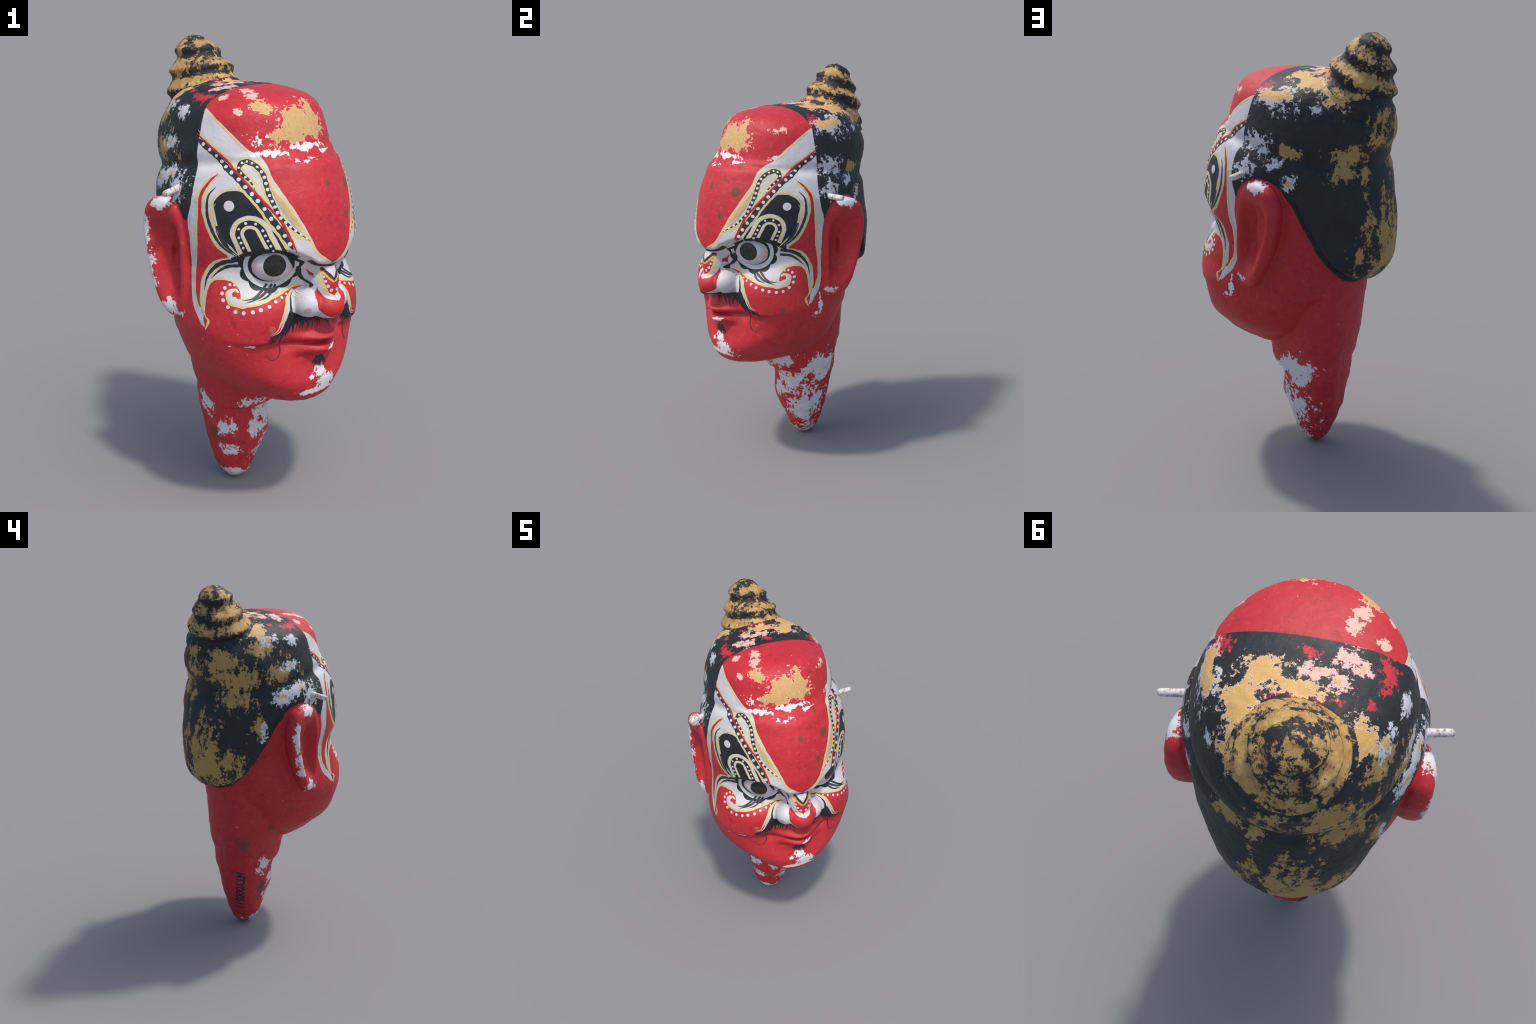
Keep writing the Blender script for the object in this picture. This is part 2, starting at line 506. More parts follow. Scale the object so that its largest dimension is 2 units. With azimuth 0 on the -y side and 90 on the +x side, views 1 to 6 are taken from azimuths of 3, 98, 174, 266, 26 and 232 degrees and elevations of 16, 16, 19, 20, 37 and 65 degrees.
# ---------------------------------------------------------------- layers shared by several parts
def red_skin(g):
    n1, n2, n3 = g.noise(7, 5, 0.6), g.noise(38, 6, 0.7), g.noise(16, 8, 0.75, None, 3.1)
    c = g.mix(g.m("MULTIPLY_ADD", n1, 1.6, -0.55, clamp=True), RED, (0.46, 0.022, 0.032))
    c = g.mix(g.m("MULTIPLY_ADD", n2, 3.2, -1.74, clamp=True), c, RED_PALE)
    c = g.mix(g.m("MULTIPLY_ADD", n3, 6.0, -3.30, clamp=True), c, RED_DEEP)
    c = g.mix(g.m("MULTIPLY_ADD", g.noise(42, 8, 0.8, (1.0, 1.0, 1.8), 51.0), 12.0, -8.1, clamp=True), c, (0.16, 0.022, 0.026))
    c = g.mix(g.m("MULTIPLY_ADD", g.noise(70, 3, 0.5, None, 9.0), 30.0, -22.2, clamp=True), c, (0.62, 0.50, 0.50))
    return c


EAR_CHIPS = [((-0.420, 0.090, 1.378), (0.07, 0.070, 0.030)), ((-0.440, 0.205, 1.240), (0.030, 0.045, 0.14)), ((-0.430, 0.155, 1.080), (0.028, 0.040, 0.11)),
             ((-0.405, 0.040, 0.930), (0.05, 0.060, 0.032)), ((0.430, 0.095, 1.378), (0.05, 0.055, 0.024)), ((0.412, 0.008, 0.940), (0.05, 0.040, 0.028)),
             ((0.450, 0.200, 1.220), (0.012, 0.030, 0.12)), ((0.392, -0.060, 0.880), (0.03, 0.018, 0.055)), ((0.385, -0.085, 0.838), (0.03, 0.030, 0.020)),
             ((-0.300, 0.300, 1.10), (0.03, 0.05, 0.03)), ((0.30, 0.29, 1.16), (0.03, 0.04, 0.03))]
NECK_CHIPS = [((0.090, 0.035, 0.180), (0.075, 0.125, 0.150)), ((0.080, 0.000, 0.355), (0.105, 0.100, 0.060)), ((0.150, 0.110, 0.430), (0.050, 0.110, 0.085)),
              ((0.085, -0.070, 0.490), (0.080, 0.050, 0.040)), ((-0.005, -0.035, 0.330), (0.045, 0.060, 0.070)), ((-0.145, 0.130, 0.390), (0.050, 0.050, 0.060)),
              ((-0.115, 0.045, 0.300), (0.050, 0.050, 0.050)), ((-0.088, 0.020, 0.185), (0.035, 0.050, 0.045)), ((-0.075, -0.075, 0.455), (0.055, 0.050, 0.028)),
              ((-0.030, 0.090, 0.035), (0.085, 0.080, 0.035)), ((0.155, 0.165, 0.455), (0.035, 0.070, 0.045)), ((0.110, 0.120, 0.230), (0.045, 0.070, 0.090))]
NECK_STAINS = [((-0.130, 0.265, 0.560), (0.075, 0.060, 0.095)), ((-0.198, 0.128, 0.645), (0.030, 0.035, 0.040)), ((-0.125, 0.110, 0.255), (0.040, 0.060, 0.070))]


def skin_wear(g, c, chips, stains=None):
    jag = g.add(g.noise(13, 10, 0.74, None, 1.7), g.mul(g.sub(g.noise(60, 4, 0.6, None, 4.0), 0.5), 0.5))
    if stains:
        c = g.mix(g.mul(g.patch(g.blobs(stains), g.noise(12, 5, 0.6), 0.8, 0.3, 3.0), 0.8), c, (0.15, 0.055, 0.035))
    f = g.blobs(chips)
    m = g.patch(f, jag, 2.4, 0.16, 14.0)
    chip = g.mix(g.m("MULTIPLY_ADD", g.noise(30, 4, 0.6, (1, 1, 0.35), 5.0), 8.0, -4.9, clamp=True), (0.68, 0.67, 0.69), (0.52, 0.36, 0.16))
    return g.mix(m, c, chip)


HAIR_GOLD = [((-0.015, 0.510, 1.080), (0.150, 0.13, 0.185)), ((-0.045, 0.495, 1.225), (0.085, 0.10, 0.105)), ((-0.175, 0.450, 1.090), (0.060, 0.10, 0.080)),
             ((-0.160, 0.410, 1.540), (0.125, 0.12, 0.075)), ((-0.110, 0.450, 1.620), (0.100, 0.10, 0.060)), ((-0.165, 0.400, 1.430), (0.095, 0.10, 0.060)),
             ((-0.285, 0.220, 1.570), (0.060, 0.10, 0.060)), ((-0.240, 0.290, 1.700), (0.055, 0.08, 0.065)), ((-0.268, 0.335, 1.305), (0.030, 0.05, 0.050)),
             ((0.170, 0.405, 1.500), (0.070, 0.08, 0.045)), ((0.190, 0.390, 1.435), (0.055, 0.07, 0.035)), ((0.040, 0.480, 1.570), (0.050, 0.08, 0.050)),
             ((0.005, 0.510, 1.650), (0.070, 0.07, 0.055)), ((0.150, 0.465, 1.060), (0.035, 0.06, 0.050)), ((0.320, 0.212, 1.525), (0.025, 0.06, 0.025)),
             ((0.100, 0.440, 1.420), (0.030, 0.05, 0.030))]
CROWN_OCHRE = [((0.125, 0.130, 1.815), (0.075, 0.060, 0.06)), ((0.175, 0.225, 1.795), (0.060, 0.085, 0.06)), ((0.040, 0.170, 1.820), (0.100, 0.035, 0.05)),
               ((-0.160, 0.290, 1.775), (0.060, 0.090, 0.05)), ((0.190, 0.340, 1.740), (0.050, 0.070, 0.05)), ((0.285, 0.120, 1.745), (0.035, 0.090, 0.03))]
CROWN_PINK = [((-0.025, 0.103, 1.820), (0.085, 0.026, 0.05)), ((-0.105, 0.050, 1.815), (0.045, 0.055, 0.05)), ((-0.085, 0.125, 1.815), (0.040, 0.040, 0.05)), ((-0.145, 0.070, 1.805), (0.030, 0.025, 0.05))]
CROWN_RED = [((-0.215, 0.050, 1.785), (0.040, 0.060, 0.05)), ((0.265, 0.040, 1.760), (0.060, 0.050, 0.05)), ((0.010, 0.050, 1.820), (0.030, 0.018, 0.05)), ((-0.180, 0.170, 1.79), (0.02, 0.03, 0.04)), ((0.03, 0.19, 1.82), (0.13, 0.03, 0.04))]
HAIR_WHITE = [((-0.345, 0.120, 1.480), (0.060, 0.130, 0.045)), ((-0.380, 0.045, 1.430), (0.045, 0.055, 0.060)), ((-0.330, 0.205, 1.450), (0.060, 0.060, 0.050)),
              ((-0.305, 0.130, 1.605), (0.045, 0.060, 0.030)), ((-0.240, 0.250, 1.735), (0.030, 0.045, 0.040)), ((-0.285, 0.110, 1.730), (0.035, 0.040, 0.035)),
              ((-0.292, 0.310, 1.265), (0.020, 0.025, 0.055)), ((0.385, 0.035, 1.450), (0.055, 0.050, 0.050)), ((0.355, 0.060, 1.545), (0.060, 0.060, 0.045)),
              ((0.290, 0.130, 1.735), (0.060, 0.130, 0.050)), ((0.355, 0.165, 1.465), (0.035, 0.050, 0.025)), ((0.345, 0.235, 1.385), (0.035, 0.035, 0.045)), ((0.245, 0.295, 1.700), (0.035, 0.030, 0.020))]


def hair_paint(g):
    streak = g.noise(7, 9, 0.66, (2.4, 2.4, 1.0), 2.0)
    crumb = g.noise(48, 6, 0.75, None, 6.0)
    fine = g.noise(130, 3, 0.6)
    c = g.mix(g.m("MULTIPLY_ADD", g.noise(11, 6, 0.65, None, 8.0), 2.4, -0.95, clamp=True), BLACK, (0.026, 0.029, 0.035))
    c = g.mix(g.m("MULTIPLY_ADD", crumb, 5.0, -3.2, clamp=True), c, BLACK_GREY)
    jag = g.add(streak, g.mul(g.sub(crumb, 0.5), 0.85))
    gold = g.mix(g.m("MULTIPLY_ADD", g.noise(13, 6, 0.7), 2.4, -0.7, clamp=True), GOLD, (0.36, 0.22, 0.07))
    m = g.patch(g.blobs([(c0, [1.15 * q for q in r0]) for c0, r0 in HAIR_GOLD]), jag, 2.1, 0.27, 7.0)
    c = g.mix(m, c, gold)
    stray = g.m("MULTIPLY_ADD", g.add(g.noise(22, 9, 0.8, None, 11.0), g.mul(fine, 0.15)), 14.0, -10.2, clamp=True)
    c = g.mix(stray, c, gold)
    jag2 = g.add(g.noise(12, 10, 0.74, None, 1.7), g.mul(g.sub(crumb, 0.5), 1.0))
    c = g.mix(g.patch(g.blobs(CROWN_RED), jag2, 2.2, 0.25, 14.0), c, RED)
    for items, tint, grow in (([(c0, [1.12 * q for q in r0]) for c0, r0 in HAIR_WHITE], (0.58, 0.59, 0.62), 0.26), (CROWN_PINK, PINK, 0.16)):
        f = g.blobs(items)
        c = g.mix(g.patch(f, jag2, 2.0, grow, 14.0), c, tint)
        c = g.mix(g.mul(g.patch(f, g.noise(12, 8, 0.7, None, 14.0), 1.6, grow + 0.50, 7.0), 0.9), c, OCHRE)
    f = g.blobs(CROWN_OCHRE)
    c = g.mix(g.patch(f, jag2, 1.8, 0.12, 14.0), c, (0.78, 0.56, 0.40))
    c = g.mix(g.patch(f, jag2, 1.8, 0.26, 8.0), c, OCHRE)
    return c


def chart(g):
    """Signed angle, folded angle and height on the face, with a hand-painted wobble."""
    px, py = g.sub(g.x, CX), g.sub(g.y, CY)
    theta = g.m("ARCTAN2", px, g.mul(py, -1.0))
    left = g.m("MULTIPLY", theta, 1 / math.radians(20), clamp=True)
    wob = g.sub(g.noise(26, 3, 0.5, None, 21.0), 0.5)
    wob2 = g.sub(g.noise(26, 3, 0.5, None, 33.0), 0.5)
    a = g.sub(g.m("ABSOLUTE", theta), g.mul(left, math.radians(LEAN)))
    a = g.m("MULTIPLY_ADD", wob, 0.016, a)
    z = g.m("MULTIPLY_ADD", left, DROP, g.z)
    z = g.m("MULTIPLY_ADD", wob2, 0.006, z)
    return theta, a, z


# control points of the painted fields: (degrees round, height)
RED_EDGE = [(0.0, 1.165), (1.4, 1.179), (4.2, 1.195), (8.1, 1.225), (11.8, 1.29), (16.1, 1.365), (21.1, 1.435), (25.8, 1.496), (32.8, 1.586), (38.3, 1.601),
            (44.7, 1.633), (56.8, 1.69), (76.2, 1.75), (100.0, 1.78), (170.0, 1.85)]
WHITE_EDGE = [(57.0, 0.87), (61.0, 0.893), (65.5, 0.932), (72.3, 1.006), (74.3, 1.094), (73.9, 1.231), (75.5, 1.32), (73.2, 1.387), (72.4, 1.485), (74.8, 1.556), (75.2, 1.638), (76.2, 1.75), (90.0, 1.80)]
CRESCENT_IN = [(61.5, 0.944), (64.4, 0.976), (66.2, 1.018), (66.2, 1.064), (63.8, 1.120), (59.1, 1.166), (49.8, 1.196), (49.8, 1.201), (51.2, 1.211), (57.1, 1.244), (61.1, 1.29), (63.8, 1.335), (65.6, 1.387), (65.2, 1.431), (62.4, 1.476), (56.9, 1.513)]
CRESCENT_OUT = [(61.5, 0.944), (65.0, 0.971), (68.0, 1.007), (70.0, 1.049), (70.2, 1.096), (68.5, 1.195), (68.0, 1.231), (67.9, 1.385), (67.6, 1.422), (64.8, 1.467), (58.3, 1.507), (56.9, 1.513)]
CHEEK_TOP = [(8.0, 1.066), (13.4, 1.061), (21.5, 1.042), (27.0, 1.031), (33.1, 1.017), (38.6, 1.010), (41.9, 1.009), (42.6, 1.030), (43.6, 1.066), (45.6, 1.087), (48.6, 1.101), (53.8, 1.104), (58.3, 1.093),
             (61.2, 1.064), (62.3, 1.017), (62.5, 0.937), (63.5, 0.90), (75.0, 0.86)]
FOLD_EDGE = [(0.0, 1.075), (8.7, 1.063), (13.9, 1.049), (18.6, 1.027), (20.6, 0.993), (23.3, 0.943), (25.5, 0.905), (29.0, 0.893), (29.5, 0.86)]
TEAR = [(22.1, 1.237), (26.3, 1.298), (30.6, 1.353), (35.5, 1.404), (40.0, 1.438), (44.0, 1.456), (48.7, 1.456), (54.0, 1.442), (57.2, 1.42), (57.8, 1.385), (56.5, 1.349), (54.9, 1.313), (52.6, 1.282), (49.6, 1.255), (46.1, 1.229), (41.6, 1.19), (33.0, 1.17), (25.0, 1.19)]
METRE = 0.40                   # metres per radian on the face
TEAR_AT = (43.0, 1.325)


def face_paint(g):
    theta, a, z = chart(g)
    deg = math.radians
    c = red_skin(g)
    rag = g.sub(g.noise(20, 8, 0.7, None, 17.0), 0.5)

    def field(points):          # metres inside of an edge given as angle over height
        return g.mul(g.sub(g.curve(z, rad(points)), a), METRE)

    wedge = field(RED_EDGE)
    outer = field(WHITE_EDGE)
    top = g.sub(z, g.curve(a, [(deg(p), q) for p, q in CHEEK_TOP]))
    fold = field(FOLD_EDGE)
    fold = g.small(fold, g.sub(z, 0.935))
    white = g.small(g.big(top, fold), g.small(outer, g.mul(wedge, -1.0)))
    dusty = g.mix(g.m("MULTIPLY_ADD", g.noise(9, 6, 0.7, None, 12.0), 2.0, -0.75, clamp=True), WHITE, WHITE_DUSTY)
    stain = g.m("MULTIPLY_ADD", g.noise(24, 6, 0.75, None, 15.0), 7.0, -4.9, clamp=True)
    dusty = g.mix(g.mul(stain, 0.5), dusty, (0.55, 0.45, 0.36))
    c = g.mix(g.inside(white), c, dusty)
    # red crescent beside the eye
    cres = g.small(field(CRESCENT_OUT), g.mul(field(CRESCENT_IN), -1.0))
    cres = g.small(cres, g.small(g.sub(z, 0.945), g.sub(1.513, z)))
    c = g.mix(g.inside(cres), c, red_skin(g))
    # the black tear above the eye: radius over angle round its middle
    du, dv = g.mul(g.sub(a, deg(TEAR_AT[0])), METRE), g.sub(z, TEAR_AT[1])
    rr = g.m("SQRT", g.m("MULTIPLY_ADD", du, du, g.mul(dv, dv)))
    ang = g.m("ARCTAN2", du, dv)
    pts = []
    for p, q in TEAR:
        u, v = deg(p - TEAR_AT[0]) * METRE, q - TEAR_AT[1]
        pts.append((math.atan2(u, v), math.hypot(u, v)))
    pts.sort()
    pts = [(pts[-1][0] - math.tau, pts[-1][1])] + pts + [(pts[0][0] + math.tau, pts[0][1])]
    ends = [np.interp(w, [p[0] for p in pts], [p[1] for p in pts]) for w in (-math.pi, math.pi)]
    pts = [(-math.pi, ends[0])] + [p for p in pts if -3.12 < p[0] < 3.12] + [(math.pi, ends[1])]
    tear = g.sub(g.curve(ang, pts), rr)
    ink = g.mix(g.m("MULTIPLY_ADD", g.noise(40, 6, 0.7, None, 19.0), 3.0, -1.6, clamp=True), BLACK, BLACK_GREY)
    c = g.mix(g.inside(tear), c, ink)
    # nested arches inside the tear: distance to a slanting stem
    p0, p1 = (deg(38.4) * METRE, 1.299), (deg(32.0) * METRE, 1.190)
    ux, vz = p1[0] - p0[0], p1[1] - p0[1]
    ll = ux * ux + vz * vz
    qu, qv = g.m("MULTIPLY_ADD", a, METRE, -p0[0]), g.sub(z, p0[1])
    t = g.m("MULTIPLY_ADD", qu, ux / ll, g.mul(qv, vz / ll), clamp=True)
    eu, ev = g.m("MULTIPLY_ADD", t, -ux, qu), g.m("MULTIPLY_ADD", t, -vz, qv)
    stem = g.m("SQRT", g.m("MULTIPLY_ADD", eu, eu, g.mul(ev, ev)))
    for reach, tint in ((0.0700, (0.62, 0.58, 0.60)), (0.0625, YELLOW), (0.0520, BLACK), (0.0335, (0.62, 0.58, 0.60)), (0.0290, YELLOW), (0.0215, BLACK)):
        c = g.mix(g.inside(g.small(g.sub(reach, stem), g.add(tear, 0.004))), c, tint)
    # nose
    xm = g.m("ABSOLUTE", g.sub(g.x, 0.012))
    fore = g.sub(-0.33, g.y)
    tip = g.sub(g.curve(z, [(0.940, 0.0), (0.948, 0.012), (0.955, 0.030), (0.974, 0.060), (1.004, 0.076), (1.03, 0.074), (1.05, 0.058), (1.067, 0.050), (1.10, 0.048)]), xm)
    tip = g.small(g.small(tip, g.small(g.sub(1.085, z), g.sub(z, 0.945))), fore)
    ucurve = g.curve(xm, [(0.0, 1.029), (0.015, 1.034), (0.026, 1.047), (0.036, 1.068), (0.043, 1.090), (0.050, 1.140)])
    over = g.small(g.sub(z, ucurve), fore)
    c = g.mix(g.inside(g.small(tip, g.mul(g.add(over, 0.010), -1.0))), c, RED)
    stripe = g.sub(g.curve(z, [(1.03, 0.012), (1.07, 0.009), (1.10, 0.007), (1.14, 0.002)]), g.m("ABSOLUTE", g.sub(xm, g.curve(z, [(1.03, 0.066), (1.05, 0.056), (1.067, 0.051), (1.099, 0.053), (1.14, 0.076)]))))
    c = g.mix(g.inside(g.small(g.small(stripe, fore), g.small(g.sub(z, 1.03), g.sub(1.14, z)))), c, RED)
    vee = g.sub(z, g.curve(xm, [(0.0, 1.102), (0.036, 1.150), (0.06, 1.18)]))
    c = g.mix(g.inside(g.small(g.small(g.sub(over, 0.006), g.mul(vee, -1.0)), g.small(g.sub(1.152, z), g.sub(0.044, xm)))), c, RED)
    # lids: rings round the eye on the plane it faces
    ex, ey = g.sub(g.m("ABSOLUTE", g.sub(g.x, 0.008)), EYE["centre"][0]), g.sub(g.y, EYE["centre"][1])
    e = g.m("MULTIPLY_ADD", ex, math.cos(EYE["turn"]), g.mul(ey, -math.sin(EYE["turn"])))
    v = g.sub(g.z, EYE["centre"][2])
    en, vn = g.mul(e, 1 / 0.110), g.mul(v, 1 / 0.098)
    rho = g.m("SQRT", g.m("MULTIPLY_ADD", en, en, g.mul(vn, vn)))
    spin = g.m("ARCTAN2", en, vn)
    scal = g.m("MULTIPLY_ADD", g.m("ABSOLUTE", g.m("SINE", g.mul(spin, 5.5))), 0.13, 1.07)
    deepset = g.sub(-0.20, g.y)
    low = g.small(g.small(g.sub(g.curve(a, [(deg(8), 1.165), (deg(16), 1.195), (deg(22), 1.215), (deg(30), 1.228), (deg(40), 1.215), (deg(48), 1.19), (deg(60), 1.16)]), g.z), deepset), 0.02)
    c = g.mix(g.inside(g.small(g.mul(g.sub(scal, rho), 0.1), low)), c, ink)
    c = g.mix(g.inside(g.small(g.mul(g.sub(1.0, rho), 0.1), g.sub(low, 0.012))), c, (0.60, 0.61, 0.64))
    en2, vn2 = g.mul(e, 1 / 0.0925), g.mul(g.sub(v, 0.002), 1 / 0.0770)
    rim = g.sub(1.0, g.m("SQRT", g.m("MULTIPLY_ADD", en2, en2, g.mul(vn2, vn2))))
    c = g.mix(g.inside(g.small(g.mul(rim, 0.1), g.sub(low, 0.008))), c, BLACK)
    # dark line of the upper lid, under the brow
    lid = g.curve(a, [(deg(10), 1.168), (deg(17), 1.205), (deg(23), 1.226), (deg(30), 1.236), (deg(38), 1.224), (deg(45), 1.200), (deg(52), 1.175)])
    lid = g.small(g.sub(0.013, g.m("ABSOLUTE", g.sub(g.sub(g.z, lid), -0.004))), g.mul(g.small(g.sub(a, deg(15)), g.sub(deg(48), a)), METRE))
    c = g.mix(g.inside(lid, 0.003), c, ink)
    bridge = g.small(g.sub(0.006, g.m("ABSOLUTE", g.sub(g.z, g.curve(xm, [(0.0, 1.158), (0.06, 1.166), (0.10, 1.188)])))), g.sub(0.10, xm))
    c = g.mix(g.inside(g.small(bridge, fore), 0.003), c, ink)
    # moustache; its black paint also stands in for the nostril hollows
    mt = g.curve(a, [(0.0, 0.945), (deg(7), 0.950), (deg(11), 0.952), (deg(17), 0.972), (deg(19.2), 0.985), (deg(21.4), 0.94), (deg(23.6), 0.905), (deg(27.7), 0.884), (deg(30), 0.865)])
    mb = g.curve(a, [(0.0, 0.922), (deg(4), 0.928), (deg(10), 0.922), (deg(16), 0.906), (deg(19), 0.890), (deg(24), 0.874), (deg(30), 0.864)])
    hairs = g.noise(7, 6, 0.75, (12.0, 12.0, 1.6), 23.0)
    must = g.small(g.sub(mt, z), g.add(g.sub(z, mb), g.mul(g.sub(hairs, 0.50), 0.13)))
    must = g.small(must, g.mul(g.sub(deg(30), a), METRE))
    c = g.mix(g.inside(g.small(must, g.sub(-0.27, g.y)), 0.004), c, ink)
    # wear of the face, and one highlight painted in by the crown groove
    jag = g.add(g.noise(16, 9, 0.72, None, 1.7), g.mul(g.sub(g.noise(60, 4, 0.6, None, 4.0), 0.5), 0.5))
    crown = [((0.015, -0.275, 1.695), (0.155, 0.110, 0.085)), ((-0.125, -0.205, 1.757), (0.065, 0.065, 0.028)), ((-0.05, -0.28, 1.660), (0.11, 0.07, 0.05))]
    f = g.blobs(crown)
    c = g.mix(g.patch(f, jag, 1.7, 0.16, 16.0), c, (0.84, 0.56, 0.44))
    c = g.mix(g.patch(f, jag, 1.7, 0.22, 12.0), c, g.mix(g.m("MULTIPLY_ADD", g.noise(45, 8, 0.8, (2, 2, 0.6), 25.0), 6.0, -3.1, clamp=True), (0.60, 0.37, 0.15), (0.42, 0.20, 0.07)))
    pinks = [((0.215, -0.150, 1.735), (0.075, 0.050, 0.020)), ((-0.210, -0.140, 1.738), (0.020, 0.030, 0.018)), ((-0.115, -0.125, 1.798), (0.035, 0.030, 0.03)), ((-0.10, -0.06, 1.81), (0.03, 0.03, 0.03)), ((-0.19, -0.03, 1.79), (0.03, 0.02, 0.03))]
    c = g.mix(g.patch(g.blobs(pinks), jag, 2.0, 0.22, 14.0), c, (0.80, 0.46, 0.36))
    chips = [((0.020, -0.310, 1.612), (0.130, 0.060, 0.016)), ((-0.150, -0.250, 1.592), (0.100, 0.070, 0.014)), ((-0.050, -0.370, 1.568), (0.075, 0.060, 0.011)), ((-0.18, -0.23, 1.64), (0.04, 0.05, 0.03)),  # white chips, plus a thin highlight painted as a strip below the groove
             ((0.095, -0.34, 1.585), (0.05, 0.06, 0.010)), ((0.24, -0.17, 1.605), (0.03, 0.05, 0.014)),
             ((0.010, -0.412, 0.690), (0.034, 0.060, 0.040)), ((0.055, -0.412, 0.648), (0.065, 0.060, 0.032)), ((-0.048, -0.412, 0.678), (0.020, 0.050, 0.018)),
             ((-0.010, -0.405, 0.612), (0.130, 0.060, 0.014)), ((0.035, -0.440, 0.800), (0.040, 0.060, 0.011)), ((0.392, -0.060, 0.880), (0.03, 0.018, 0.055)), ((0.385, -0.085, 0.838), (0.03, 0.030, 0.020)), ((-0.27, -0.27, 0.842), (0.07, 0.06, 0.007))]
    c = g.mix(g.patch(g.blobs(chips), jag, 2.0, 0.24, 14.0), c, (0.74, 0.72, 0.73))
    # flat brown discs painted for plugs and holes in the brow, scuffs on the cheeks
    for t0, z0, r0 in ((18.0, 1.570, 0.010), (1.5, 1.478, 0.012), (19.5, 1.458, 0.021), (11.6, 1.343, 0.013), (-44.8, 0.992, 0.009), (47.0, 0.878, 0.013), (-28.0, 0.915, 0.012), (-12.0, 0.985, 0.011), (-24.0, 1.035, 0.015)):
        dt = g.mul(g.sub(theta, deg(t0)), 0.43)
        dz = g.mul(g.sub(g.z, z0), 0.85)
        d = g.sub(r0, g.m("SQRT", g.m("MULTIPLY_ADD", dt, dt, g.mul(dz, dz))))
        c = g.mix(g.mul(g.inside(d, 0.004), 0.85 if t0 > -11 else 0.55), c, BROWN if t0 > -11 else (0.36, 0.20, 0.11))
    scuff = g.patch(g.blobs([((-0.235, -0.30, 0.930), (0.05, 0.06, 0.025)), ((0.245, -0.29, 0.935), (0.07, 0.06, 0.035)), ((-0.22, -0.28, 0.885), (0.03, 0.05, 0.02)), ((0.0, -0.40, 0.67), (0.06, 0.05, 0.03))]), g.noise(30, 8, 0.75, (1, 1, 1.6), 27.0), 2.4, 0.45, 8.0)
    c = g.mix(g.mul(scuff, 0.7), c, (0.10, 0.035, 0.035))
    # hair over the top of all
    hl = field([(p, q) for p, q in WHITE_EDGE if q > 1.3] + [(60.0, 1.28)])
    edge = g.sub(z, g.curve(g.m("ABSOLUTE", theta), [(deg(p), q) for p, q in ((0, 1.50), (60, 1.30), (72, 1.312), (80, 1.325), (92, 1.385), (104, 1.390), (114, 1.345), (128, 1.18), (147, 1.0), (165, 0.92), (180, 0.90))]))
    hair = g.small(g.mul(hl, -1.0), edge)
    crownline = g.small(g.add(g.y, 0.0), g.sub(z, 1.70))
    hair = g.big(g.small(hair, g.big(g.sub(1.735, z), g.add(g.y, 0.004))), crownline)
    hair = g.m("MULTIPLY_ADD", rag, 0.008, hair)
    c = g.mix(g.inside(hair), c, hair_paint(g))
    return c


def face_material():
    g = Graph("painted_face")
    return g.finish(face_paint(g), g.m("MULTIPLY_ADD", g.noise(18, 4, 0.6), 0.25, 0.38), 0.38)


def hair_material():
    g = Graph("worn_black_hair")
    theta = g.m("ARCTAN2", g.sub(g.x, CX), g.mul(g.sub(g.y, CY), -1.0))
    deg = math.radians
    edge = g.sub(g.z, g.curve(g.m("ABSOLUTE", theta), [(deg(p), q) for p, q in ((0, 1.0), (85, 1.2), (92, 1.37), (104, 1.38), (114, 1.335), (128, 1.172), (147, 0.995), (165, 0.915), (180, 0.893))]))
    edge = g.m("MULTIPLY_ADD", g.sub(g.noise(24, 8, 0.7), 0.5), 0.02, edge)
    c = g.mix(g.inside(edge, 0.003), red_skin(g), hair_paint(g))
    return g.finish(c, 0.55, 0.35)


def neck_material():
    g = Graph("flaking_red_paint")
    return g.finish(skin_wear(g, red_skin(g), NECK_CHIPS, NECK_STAINS), 0.5, 0.30)


def ear_material():
    g = Graph("red_ear_paint")
    return g.finish(skin_wear(g, red_skin(g), EAR_CHIPS), 0.5, 0.25)


